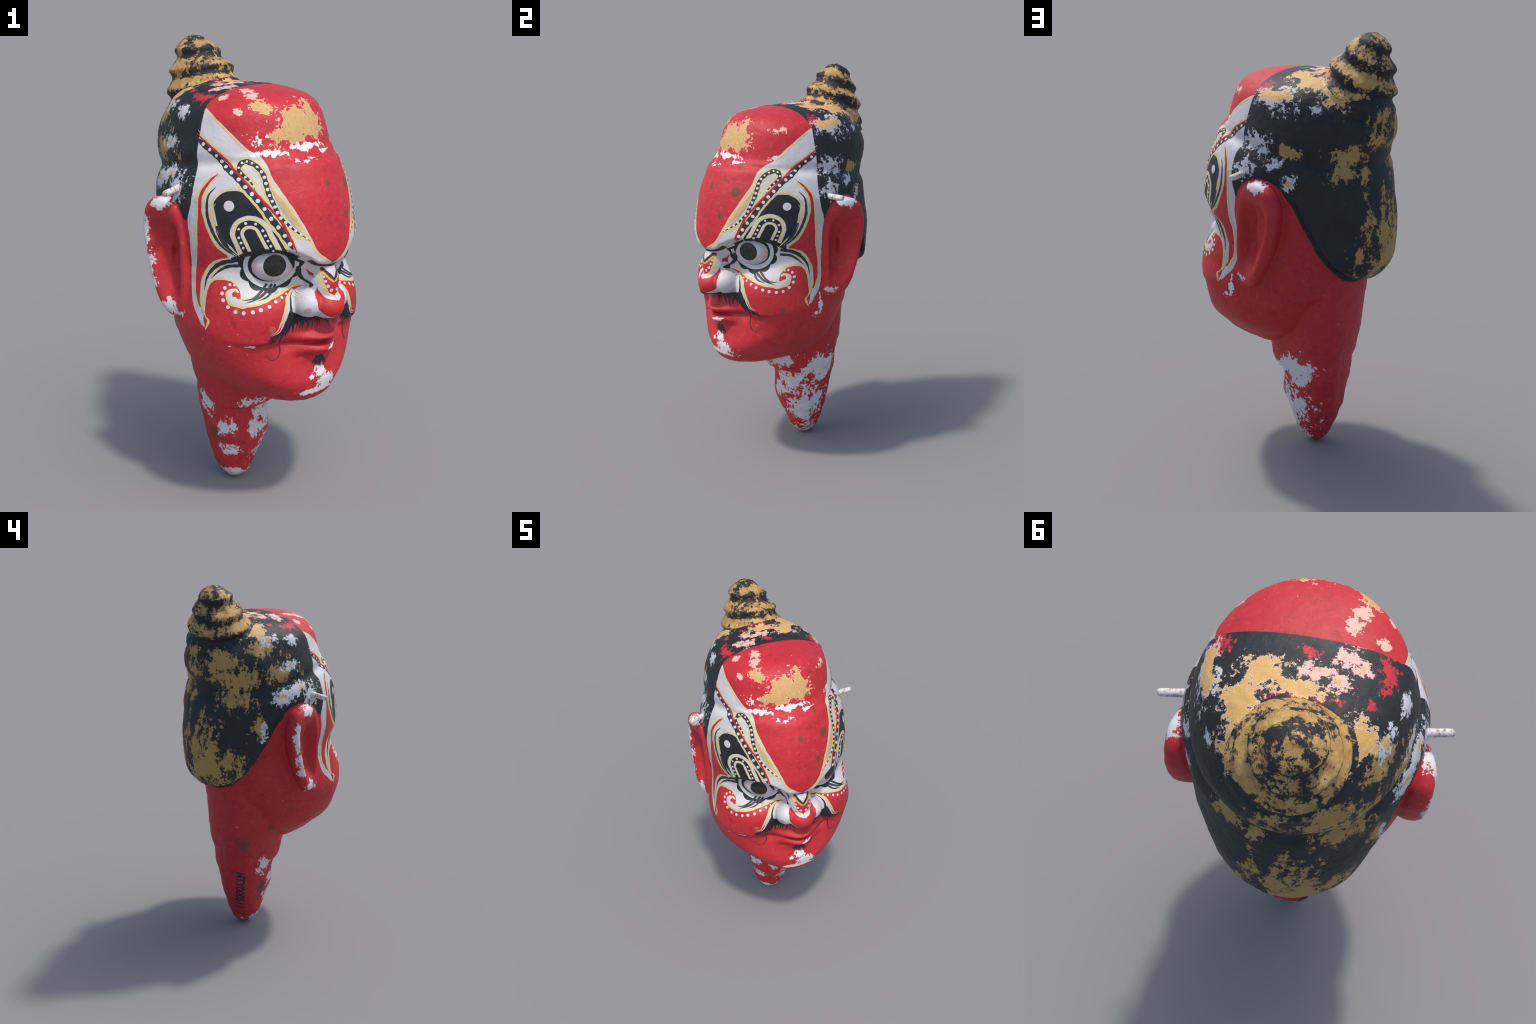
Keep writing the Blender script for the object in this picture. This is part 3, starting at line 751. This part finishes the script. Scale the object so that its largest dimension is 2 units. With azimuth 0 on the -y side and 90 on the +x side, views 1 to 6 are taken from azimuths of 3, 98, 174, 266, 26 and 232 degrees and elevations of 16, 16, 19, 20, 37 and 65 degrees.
def knot_material():
    g = Graph("worn_hair_knot")
    # height along the leaning axis and turn round it give the place on the coil
    rel = [g.sub(s, k) for s, k in zip((g.x, g.y, g.z), KNOT_AT)]
    h = g.m("MULTIPLY_ADD", rel[0], KNOT_UP[0], g.m("MULTIPLY_ADD", rel[1], KNOT_UP[1], g.mul(rel[2], KNOT_UP[2])))
    turn = g.m("ARCTAN2", g.sub(rel[1], g.mul(h, KNOT_UP[1])), g.sub(rel[0], g.mul(h, KNOT_UP[0])))
    coil = g.m("FRACT", g.add(g.mul(g.sub(h, 0.06), 1 / KNOT_PITCH), g.m("MULTIPLY_ADD", turn, 1 / math.tau, 1.0 - 226 / 360)))
    band = g.curve(coil, [(0.0, 0.30), (0.08, 0.62), (0.30, 0.75), (0.50, 0.45), (0.62, 0.10), (0.85, 0.12), (1.0, 0.30)])
    band = g.m("MULTIPLY_ADD", g.m("MULTIPLY", h, 5.0, clamp=True), 0.30, band)
    n = g.add(g.mul(g.noise(13, 9, 0.75, None, 2.0), 0.9), g.mul(g.noise(60, 6, 0.75, None, 6.0), 0.55))
    c = g.mix(g.m("MULTIPLY_ADD", g.noise(11, 6, 0.65, None, 8.0), 2.4, -0.95, clamp=True), BLACK, (0.026, 0.029, 0.035))
    m = g.add(g.m("MULTIPLY_ADD", g.sub(n, 0.725), 4.5, g.mul(band, 0.75)), g.m("MULTIPLY_ADD", g.noise(5, 2, 0.5, None, 41.0), 1.4, -0.70))
    m = g.m("MULTIPLY_ADD", m, 5.0, -2.0, clamp=True)
    gold = g.mix(g.m("MULTIPLY_ADD", g.noise(20, 6, 0.7), 2.4, -0.8, clamp=True), (0.58, 0.38, 0.13), (0.30, 0.15, 0.05))
    c = g.mix(m, c, gold)
    crack = g.node("ShaderNodeTexVoronoi", Vector=g.at, Scale=26.0)
    crack.feature = "DISTANCE_TO_EDGE"
    line = g.m("MULTIPLY_ADD", crack.outputs["Distance"], -60.0, 1.2, clamp=True)
    line = g.mul(line, g.m("MULTIPLY_ADD", g.noise(9, 2), 6.0, -2.9, clamp=True))
    c = g.mix(line, c, (0.012, 0.012, 0.013))
    return g.finish(c, 0.6, 0.5, g.add(g.noise(45, 6, 0.7), g.mul(line, -0.8)))


def paint_material(name, tint, deep, wear=0.6):
    g = Graph(name)
    n = g.noise(34, 6, 0.7)
    return g.finish(g.mix(g.m("MULTIPLY_ADD", n, 3.0 * wear, 0.5 - 1.7 * wear, clamp=True), tint, deep), 0.5, 0.1)


def eye_material(side):
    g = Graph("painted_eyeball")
    (cx, cy, cz), turn = eye_frame(side)
    # coordinates on the plane the eye faces
    ex, ey, ez = g.sub(g.x, cx), g.sub(g.y, cy), g.sub(g.z, cz)
    e = g.m("MULTIPLY_ADD", ex, math.cos(turn), g.mul(ey, math.sin(turn)))
    e = g.add(e, side * 0.011)
    v = g.sub(ez, 0.001)
    r = g.m("SQRT", g.m("MULTIPLY_ADD", e, e, g.mul(v, v)))
    spin = g.m("ARCTAN2", e, v)
    veins = g.noise(60, 3, 0.5, (1.0, 1.0, 5.0))
    red = g.mul(g.m("MULTIPLY_ADD", g.m("ABSOLUTE", e), 30.0, -1.75, clamp=True), g.m("MULTIPLY_ADD", veins, 5.0, -2.1, clamp=True))
    c = g.mix(red, (0.58, 0.56, 0.59), (0.62, 0.20, 0.22))
    dark = g.mix(g.m("MULTIPLY_ADD", g.noise(30, 6, 0.7), 4.0, -1.9, clamp=True), (0.022, 0.023, 0.025), (0.055, 0.057, 0.060))
    c = g.mix(g.inside(g.sub(0.0455, r), 0.0015), c, dark)
    return g.finish(c, 0.38, 0.05)


# ------------------------------------------------------------------ split the carved body into named parts
def split(me, label):
    """Cut one smooth mesh into parts by face label; borders coincide and normals are the whole's."""
    me.polygons.foreach_set("use_smooth", [True] * len(me.polygons))
    v = coords(me)
    normals = np.empty(len(v) * 3, np.float32)
    me.vertex_normals.foreach_get("vector", normals)
    normals = normals.reshape(-1, 3)
    counts = np.empty(len(me.polygons), np.int32)
    me.polygons.foreach_get("loop_total", counts)
    loops = np.empty(len(me.loops), np.int32)
    me.loops.foreach_get("vertex_index", loops)
    starts = np.concatenate([[0], np.cumsum(counts)[:-1]])
    mid = np.add.reduceat(v[loops], starts, axis=0) / counts[:, None]
    tags = label(mid)
    out = {}
    for tag in np.unique(tags):
        pick = np.nonzero(tags == tag)[0]
        take = np.concatenate([loops[starts[i]:starts[i] + counts[i]] for i in pick])
        used, inv = np.unique(take, return_inverse=True)
        ends = np.cumsum(counts[pick])
        inv = inv.tolist()
        faces, a = [], 0
        for b in ends.tolist():
            faces.append(inv[a:b])
            a = b
        piece = new_mesh(tag, v[used], faces)
        piece.polygons.foreach_set("use_smooth", [True] * len(piece.polygons))
        piece.normals_split_custom_set_from_vertices(normals[used].tolist())
        out[str(tag)] = piece
    return out


def in_outline(y, z, grow):
    o = closed_curve(EAR, 60)
    c = o.mean(0)
    o = c + (o - c) * grow
    inside = np.zeros(len(y), bool)
    for (ay, az), (by, bz) in zip(o, np.roll(o, -1, 0)):
        cross = (az > z) != (bz > z)
        with np.errstate(divide="ignore", invalid="ignore"):
            inside ^= cross & (y < (by - ay) * (z - az) / (bz - az) + ay)
    return inside


def region(p):
    x, y, z = p[:, 0], p[:, 1], p[:, 2]
    theta = np.arctan2(np.abs(x - CX), -(y - CY))
    tag = np.full(len(p), "face", object)
    jaw = pchip([-0.5, -0.12, 0.10, 0.36, 0.6], [0.545, 0.560, 0.660, 0.880, 0.90], y)
    tag[z < jaw] = "neck"
    front = pchip([1.2, 1.32, 1.5, 1.7, 1.74, 1.9], np.radians([92, 84, 84, 86, 92, 100]), z)
    hair = (theta > front) & (z > pchip(np.radians([0, 92, 104, 114, 128, 147, 165, 180]), [1.37, 1.37, 1.375, 1.325, 1.165, 0.985, 0.905, 0.885], theta)) & (z < 1.70)
    hair |= (z >= 1.70) & (y > 0.02) & (theta > np.radians(80))
    tag[hair] = "hair"
    tag[in_outline(y, z, 1.04) & (np.abs(x) > 0.335)] = "ear"
    tag[(tag == "ear") & (x > 0)] = "ear_left"
    nose = (np.abs(x - 0.01) < pchip([0.93, 0.96, 1.05, 1.15], [0.12, 0.135, 0.12, 0.05], z)) & (z > 0.935) & (z < 1.15) & (y < -0.35)
    tag[nose] = "nose"
    lips = (np.abs(x - 0.01) / 0.15) ** 2 + ((z - 0.826) / 0.050) ** 2 < 1
    tag[lips & (y < -0.30)] = "lip"
    rel = p - np.array(KNOT_AT)
    h = rel @ np.array(KNOT_UP)
    r = np.linalg.norm(rel - h[:, None] * np.array(KNOT_UP), axis=1)
    tag[(h > 0.022 + 0.05 * np.maximum(0, (0.36 - y) / 0.15)) & (r < 0.185) & (z > 1.74)] = "topknot"
    return tag.astype(str)


from mathutils.bvhtree import BVHTree

tree = BVHTree.FromPolygons([tuple(c) for c in coords(body)], [tuple(p.vertices) for p in body.polygons])
face_paint_material, hair_mat, neck_mat, ear_mat, knot_mat = face_material(), hair_material(), neck_material(), ear_material(), knot_material()
MATERIAL = {"face": face_paint_material, "nose": face_paint_material, "lip": face_paint_material, "hair": hair_mat, "neck": neck_mat, "ear": ear_mat, "ear_left": ear_mat, "topknot": knot_mat}
for tag, piece in split(body, region).items():
    part({"ear_left": "ear"}.get(tag, tag), piece, MATERIAL[tag])
bpy.data.meshes.remove(body)

for s in (1, -1):
    c, t = eye_frame(s)
    part("eye", new_mesh("eye", *ellipsoid((c[0] + s * 0.012, c[1] - 0.018, c[2] + 0.005), (0.098, 0.062, 0.080), turn=t, n=96, m=64)), eye_material(s))


def peg_material():
    g = Graph("chipped_peg")
    c = g.mix(g.m("MULTIPLY_ADD", g.noise(40, 6, 0.75, (2, 1, 1), 3.0), 8.0, -4.0, clamp=True), (0.66, 0.65, 0.66), (0.36, 0.20, 0.09))
    return g.finish(c, 0.6, 0.3)


peg_mat = peg_material()
part("peg", new_mesh("peg", *rod((0.355, 0.010, 1.411), (0.482, 0.029, 1.411), 0.0135)), peg_mat)
part("peg", new_mesh("peg", *rod((-0.345, 0.036, 1.440), (-0.458, 0.008, 1.427), 0.0135)), peg_mat)


# ------------------------------------------------------------------ brush strokes and dots of thick paint
def project(a, z, side):
    """Point and normal on the carved surface for a place on the face chart."""
    if side > 0:
        k = min(max(a / 20.0, 0.0), 1.0)
        a, z = a + LEAN * k, z - DROP * k
    th = math.radians(a) * side
    out = Vector((math.sin(th), -math.cos(th), 0.0))
    hit, nor, _, _ = tree.ray_cast(Vector((CX, CY, z)) + out, -out)
    return (hit, nor) if hit else (None, None)


def spline(points, step):
    p = np.array(points, float)
    q = np.vstack([2 * p[0] - p[1], p, 2 * p[-1] - p[-2]])
    out = []
    for i in range(1, len(q) - 2):
        a, b, c, d = q[i - 1:i + 3]
        n = max(2, int(math.hypot(math.radians(c[0] - b[0]) * METRE, c[1] - b[1]) / step))
        for t in np.linspace(0, 1, n, endpoint=False):
            out.append(0.5 * (2 * b + (c - a) * t + (2 * a - 5 * b + 4 * c - d) * t * t + (3 * b - a - 3 * c + d) * t ** 3))
    out.append(p[-1])
    return np.array(out)


def taper(kind, t):
    if kind == "both":
        return math.sin(math.pi * min(max(t, 0.02), 0.98)) ** 0.6
    if kind == "end":
        return min(1.0, (1.02 - t) * 1.6) ** 0.8
    if kind == "start":
        return min(1.0, (t + 0.02) * 1.6) ** 0.8
    if kind == "tips":
        return min(1.0, (t + 0.02) * 9, (1.02 - t) * 9)
    return 1.0


def stroke(points, width, mat, layer, side, kind="tips", name="painted_stroke"):
    """A ribbon of paint that lies on the carving."""
    line = spline(points, 0.0035)
    du = np.gradient(np.radians(line[:, 0]) * METRE)
    dz = np.gradient(line[:, 1])
    ln = np.hypot(du, dz) + 1e-9
    cross = np.linspace(-1, 1, 5)
    verts, faces, rows = [], [], 0
    for i, (a, z) in enumerate(line):
        w = 0.5 * width * taper(kind, i / (len(line) - 1)) * (1 + 0.10 * math.sin(i * 0.7 + width * 900))
        row = []
        for k in cross:
            hit, nor = project(a + math.degrees(-dz[i] / ln[i] * w * k / METRE), z + du[i] / ln[i] * w * k, side)
            if hit is None:
                break
            row.append(hit + nor * (0.0005 + 0.00045 * layer - 0.0003 * abs(k)))
        if len(row) < 5:
            continue
        if rows and (row[2] - verts[-3]).length > 0.03:
            rows = 0
        verts += row
        if rows:
            b = len(verts) - 10
            for j in range(4):
                f = (b + j, b + j + 1, b + j + 6, b + j + 5)
                faces.append(f if side < 0 else f[::-1])
        rows += 1
    if not faces:
        return
    me = bpy.data.meshes.new(name)
    me.from_pydata(verts, [], faces)
    ob = part(name, me, mat)
    ob["paint"] = 1


def dome(n=20):
    v, f = [(0, 0, 1.0)], []
    for r, h in ((0.55, 0.9), (0.85, 0.55), (1.0, 0.0), (1.0, -0.8)):
        v += [(r * math.cos(i * math.tau / n), r * math.sin(i * math.tau / n), h) for i in range(n)]
    f += [(0, 1 + i, 1 + (i + 1) % n) for i in range(n)]
    for k in range(3):
        b = 1 + k * n
        f += [(b + i, b + n + i, b + n + (i + 1) % n, b + (i + 1) % n) for i in range(n)]
    return new_mesh("painted_dot", v, f)


ink_mat = paint_material("black_ink", BLACK, BLACK_GREY, 0.5)
yellow_mat = paint_material("yellow_line", YELLOW, YELLOW_DEEP, 0.55)
ochre_mat = paint_material("ochre_line", (0.66, 0.46, 0.16), (0.55, 0.30, 0.12), 0.6)
red_mat = paint_material("red_line", RED, RED_DEEP, 0.5)
white_mat = paint_material("white_line", WHITE, WHITE_DUSTY, 0.5)
grey_mat = paint_material("grey_wash", (0.34, 0.33, 0.34), (0.48, 0.45, 0.45), 0.8)
dot_mesh = dome()
dot_mesh.materials.append(paint_material("white_dot", (0.74, 0.70, 0.72), (0.56, 0.50, 0.54), 0.5))
dot_mesh.polygons.foreach_set("use_smooth", [True] * len(dot_mesh.polygons))
dot_source = bpy.data.objects.new("painted_dot", dot_mesh)


def dot(a, z, r, side, layer=3):
    hit, nor = project(a, z, side)
    if hit is None:
        return
    ob = dot_source.copy()
    ob["paint"] = 1
    k = random.uniform(0.92, 1.10)
    rot = nor.to_track_quat("Z", "Y").to_matrix().to_4x4()
    ob.matrix_local = Matrix.Translation(hit + nor * 0.00045 * layer) @ rot @ Matrix.Diagonal((r * k, r * random.uniform(0.9, 1.05), 0.0007, 1))
    ob.parent = root
    bpy.context.scene.collection.objects.link(ob)


def along(points, n, first=0.0, last=1.0):
    line = spline(points, 0.002)
    d = np.hypot(np.gradient(np.radians(line[:, 0]) * METRE), np.gradient(line[:, 1])).cumsum()
    d = (d - d[0]) / (d[-1] - d[0])
    t = np.linspace(first, last, n)
    return np.stack([np.interp(t, d, line[:, 0]), np.interp(t, d, line[:, 1])], -1)


def shift(points, da, dz=0.0):
    return [(a + da, z + dz) for a, z in points]


LOOP = [(11.9, 1.272), (16.1, 1.3), (18.9, 1.318), (21.7, 1.342), (24.7, 1.366), (26.4, 1.398), (28.1, 1.429), (29.3, 1.455), (30.2, 1.485), (31.0, 1.513), (32.9, 1.536), (36.3, 1.555), (40.5, 1.563), (44.0, 1.553),
        (44.9, 1.533), (42.0, 1.514), (39.2, 1.499), (37.2, 1.482), (35.8, 1.462)]
DIAGONAL = [(78.0, 1.640), (70.9, 1.616), (65.4, 1.598), (60.4, 1.577), (56.5, 1.556), (53.1, 1.539), (49.1, 1.522), (44.7, 1.499), (41.0, 1.473), (37.6, 1.449), (34.7, 1.425), (31.6, 1.396), (28.7, 1.36), (25.6, 1.328), (23.0, 1.296), (21.0, 1.264), (19.3, 1.238)]
RED_LINE = [(77.6, 1.654), (59.2, 1.589), (46.7, 1.528), (37.8, 1.470), (30.4, 1.412), (24.1, 1.351), (20.1, 1.280), (17.6, 1.226)]
STRAND = [(58.0, 1.464), (61.4, 1.434), (62.1, 1.397), (61.6, 1.353), (59.0, 1.306), (55.4, 1.264), (51.2, 1.233), (45.6, 1.208)]
LASHES = [([(44.0, 1.187), (51.7, 1.176), (57.7, 1.146), (61.9, 1.103), (63.3, 1.047)], 0.017), ([(43.5, 1.163), (50.0, 1.157), (55.1, 1.134), (59.3, 1.102)], 0.012),
          ([(29.0, 1.083), (31.8, 1.064), (36.3, 1.039), (42.5, 1.031)], 0.010), ([(26.0, 1.080), (28.4, 1.064), (32.8, 1.043), (37.6, 1.029), (41.0, 1.022)], 0.010), ([(24.0, 1.078), (26.1, 1.062), (29.2, 1.041), (34.5, 1.029)], 0.009),
          ([(55.5, 1.320), (52.6, 1.274), (49.0, 1.239), (44.0, 1.206)], 0.014), (STRAND, 0.013), ([(47.0, 1.222), (51.5, 1.248), (55.0, 1.285), (57.0, 1.325)], 0.007)]

for s in (-1, 1):
    # yellow outlines
    stroke(shift([p for p in RED_EDGE if 1.17 < p[1] < 1.59], 1.1), 0.0090, yellow_mat, 0, s)
    stroke([(29.5, 1.50), (26.5, 1.455), (23.0, 1.415), (19.0, 1.365), (15.0, 1.315)], 0.016, ochre_mat, 0.3, s, "both")
    stroke([(27.6, 1.470), (24.6, 1.415), (21.2, 1.368), (17.6, 1.325), (15.0, 1.303)], 0.011, grey_mat, 0.6, s, "both")
    stroke([(75.0, 1.744), (57.8, 1.686), (46.0, 1.628), (39.5, 1.598)], 0.009, yellow_mat, 0, s)
    stroke(LOOP[:13], 0.036, yellow_mat, 0, s)
    stroke(LOOP[11:], 0.034, yellow_mat, 0.2, s)
    stroke(LOOP[:13], 0.0185, ink_mat, 1, s, "start")
    stroke(LOOP[11:], 0.0185, ink_mat, 1.2, s, "end")
    stroke(shift(RED_LINE, 0.0, 0.012), 0.008, yellow_mat, 0, s)
    stroke(shift(DIAGONAL[7:], 1.6, -0.012), 0.010, yellow_mat, 0, s)
    stroke(DIAGONAL, 0.022, ink_mat, 0.8, s)
    stroke(shift(RED_LINE, 0.2), 0.009, red_mat, 1.3, s)
    ring = [(TEAR_AT[0] + (a - TEAR_AT[0]) * 1.07, TEAR_AT[1] + (z - TEAR_AT[1]) * 1.055) for a, z in TEAR[1:15]]
    stroke(ring, 0.0107, yellow_mat, 0.2, s, "both")
    stroke([(57.0, 1.405), (59.4, 1.370), (58.6, 1.325), (56.4, 1.285), (53.2, 1.252), (48.5, 1.222)], 0.010, yellow_mat, 0.4, s, "both")
    stroke([(53.5, 1.29), (51.5, 1.262), (48.0, 1.235), (43.5, 1.207)], 0.009, yellow_mat, 1.0, s, "both")
    inner = [(a - 1.0, z) for a, z in CRESCENT_IN]
    stroke(inner[:7], 0.0107, yellow_mat, 0.2, s)
    stroke(inner[7:], 0.0107, yellow_mat, 0.2, s)
    stroke([(a - 4.0, z) for a, z in CRESCENT_IN[9:14]], 0.008, yellow_mat, 0.2, s, "both")
    stroke([(a + 1.1, z) for a, z in CRESCENT_OUT], 0.0107, yellow_mat, 0.2, s)
    stroke([(57.5, 1.512), (61.5, 1.488), (64.8, 1.452), (66.2, 1.415)], 0.010, red_mat, 1.0, s, "both")
    stroke([(8.5, 1.068)] + [(a, z + 0.004) for a, z in CHEEK_TOP[1:7]], 0.0098, yellow_mat, 0.2, s)
    stroke([(a, z + 0.003) for a, z in CHEEK_TOP[8:15]] + [(62.6, 0.950)], 0.0098, yellow_mat, 0.2, s)
    stroke([(61.5, 0.95), (59.2, 0.936), (60.0, 0.915), (60.8, 0.897)], 0.0098, yellow_mat, 0.2, s, "both")
    stroke([(66.5, 0.975), (63.6, 0.936), (61.2, 0.905)], 0.022, white_mat, 0.3, s, "end")
    stroke(FOLD_EDGE[2:8], 0.0131, yellow_mat, 0.2, s, "end")
    stroke(shift(FOLD_EDGE[2:8], -1.3, -0.004), 0.012, white_mat, 0.4, s, "end")
    # the hook of the white swirl on the cheek
    hook = [(40.0, 1.022), (44.5, 1.022), (48.0, 1.034), (48.8, 1.056), (46.2, 1.068), (44.2, 1.058)]
    stroke(hook, 0.034, yellow_mat, 0.4, s, "end")
    stroke(shift(hook, -0.5, 0.002), 0.021, white_mat, 0.8, s, "end")
    # lashes and strands
    for pts, w in LASHES:
        stroke(pts, w, ink_mat, 1.3, s, "end" if pts is not STRAND else "both", "eyelash")
    stroke([(50.0, 1.164), (56.0, 1.143), (60.8, 1.098)], 0.010, yellow_mat, 0.8, s, "both")
    stroke([(33.0, 1.047), (38.5, 1.034), (42.0, 1.034)], 0.009, yellow_mat, 0.8, s, "both")
    # nose: stripe, cup, point, wing
    stroke([(4.8, 1.135), (5.2, 1.10), (4.2, 1.066), (2.6, 1.045), (0.0, 1.0345)], 0.010, yellow_mat, 0.9, s)
    stroke([(6.0, 1.128), (6.2, 1.095), (5.2, 1.060), (3.2, 1.034), (0.0, 1.0245)], 0.009, white_mat, 0.8, s)
    stroke([(4.0, 1.150), (2.2, 1.128), (0.1, 1.103)], 0.008, ink_mat, 1.2, s, "none")
    stroke([(4.6, 1.138), (2.8, 1.114), (0.1, 1.091)], 0.007, ochre_mat, 1.0, s)
    stroke([(13.5, 1.158), (12.2, 1.130), (9.6, 1.098), (7.6, 1.082), (7.8, 1.066)], 0.016, ink_mat, 1.0, s, "end")
    stroke([(14.4, 1.046), (16.6, 1.030), (18.0, 1.000), (17.8, 0.970)], 0.008, ink_mat, 1.0, s, "start")
    # curl of the moustache and its hanging hairs
    stroke([(22.4, 0.868), (22.9, 0.838), (22.6, 0.806), (24.9, 0.778), (28.0, 0.775), (30.0, 0.800)], 0.005, ink_mat, 1.0, s, "end", "whisker")
    for k in range(22):
        a = 2.0 + 27.0 * k / 21 + random.uniform(-0.7, 0.7)
        z = float(np.interp(a, [0, 10, 18, 24, 30], [0.915, 0.915, 0.900, 0.880, 0.873]))
        stroke([(a, z + 0.012), (a + random.uniform(0.0, 0.8), z - 0.008), (a + random.uniform(0.2, 1.6), z - random.uniform(0.018, 0.040))], random.uniform(0.003, 0.006), ink_mat, 1.0, s, "end", "whisker")
    for k in range(8):
        a = 0.3 + 0.60 * k
        stroke([(a * 0.40, 0.762 - random.uniform(0, 0.008)), (a * 0.75, 0.742), (a * 1.15 + random.uniform(-0.3, 0.3), 0.708 + 0.0022 * k + random.uniform(-0.008, 0.008))], random.uniform(0.003, 0.006), ink_mat, 1.0, s, "end", "beard_hair")
    # rows of white dots
    for a, z in DIAGONAL[1:]:
        dot(a, z, 0.0082 - 0.0012 * (a > 60), s)
    for a, z in along(LOOP, 23, 0.03, 0.97):
        dot(a, z, 0.0066 if 14 < a < 34 else 0.0052, s)
    for k in range(15):        # round the arch
        f = k / 14
        h = 0.0430
        if f < 0.36:
            u, v = -h, 0.105 * (1 - f / 0.36)
        elif f < 0.64:
            w = (f - 0.36) / 0.28 * math.pi
            u, v = -h * math.cos(w), -h * math.sin(w)
        else:
            u, v = h, 0.105 * (f - 0.64) / 0.36
        x0, z0 = math.radians(38.4) * METRE, 1.299
        ax, az = math.radians(32.0 - 38.4) * METRE, 1.190 - 1.299
        ln = math.hypot(ax, az)
        ax, az = ax / ln, az / ln
        pu, pz = x0 + ax * v - az * u * -1, z0 + az * v + ax * u * -1
        if pz > 1.225:
            dot(math.degrees(pu / METRE), pz, 0.0056, s)
    for a, z, r in ((46.4, 1.084, 0.0045), (48.7, 1.086, 0.0062), (51.2, 1.073, 0.0072), (52.4, 1.052, 0.0076), (51.6, 1.027, 0.008), (49.0, 1.004, 0.008), (45.3, 0.988, 0.008), (41.4, 0.986, 0.0085),
                    (37.2, 0.991, 0.0085), (33.5, 0.998, 0.0082), (29.3, 1.007, 0.008), (25.7, 1.020, 0.0072), (21.9, 1.031, 0.0065), (18.9, 1.040, 0.005), (15.0, 1.051, 0.004)):
        dot(a, z, r, s)
    for a, z, r in ((4.2, 1.115, 0.005), (3.8, 1.098, 0.006), (3.0, 1.078, 0.0072), (1.4, 1.060, 0.0078)):
        dot(a, z, r, s)
    dot(49.4, 1.400, 0.0215, s)

# ------------------------------------------------------------------ inked number on the neck
font = bpy.data.curves.new("inked_number", "FONT")
font.body, font.size, font.space_character = "MTY000511", 0.052, 1.0
font.shear = 0.25
font.offset = 0.0012
ob = bpy.data.objects.new("inked_number", font)
bpy.context.scene.collection.objects.link(ob)
me = bpy.data.meshes.new_from_object(ob.evaluated_get(bpy.context.evaluated_depsgraph_get()))
bpy.data.objects.remove(ob)
bm = bmesh.new()
bm.from_mesh(me)
bmesh.ops.triangulate(bm, faces=bm.faces)
bmesh.ops.subdivide_edges(bm, edges=[e for e in bm.edges if e.calc_length() > 0.012], cuts=2, use_grid_fill=False)
bmesh.ops.triangulate(bm, faces=bm.faces)
size = max(v.co.x for v in bm.verts)
for v in bm.verts:
    # reads downwards on the right rear of the neck, wrapped onto it
    z = 0.385 - v.co.x / size * 0.262 + v.co.y * 0.1
    away = Vector((-0.46, 0.89, 0.0)).normalized()
    side = Vector((-away.y, away.x, 0.0))
    base = Vector((-0.02 + 0.018 * (0.385 - z) / 0.26, 0.12, z)) + side * (v.co.y * 1.35 - 0.02)
    hit, nor, _, _ = tree.ray_cast(base + away, -away)
    v.co = hit + nor * 0.0008 if hit else base
bm.to_mesh(me)
bm.free()
number = part("inked_number", me, ink_mat)
number["paint"] = 1
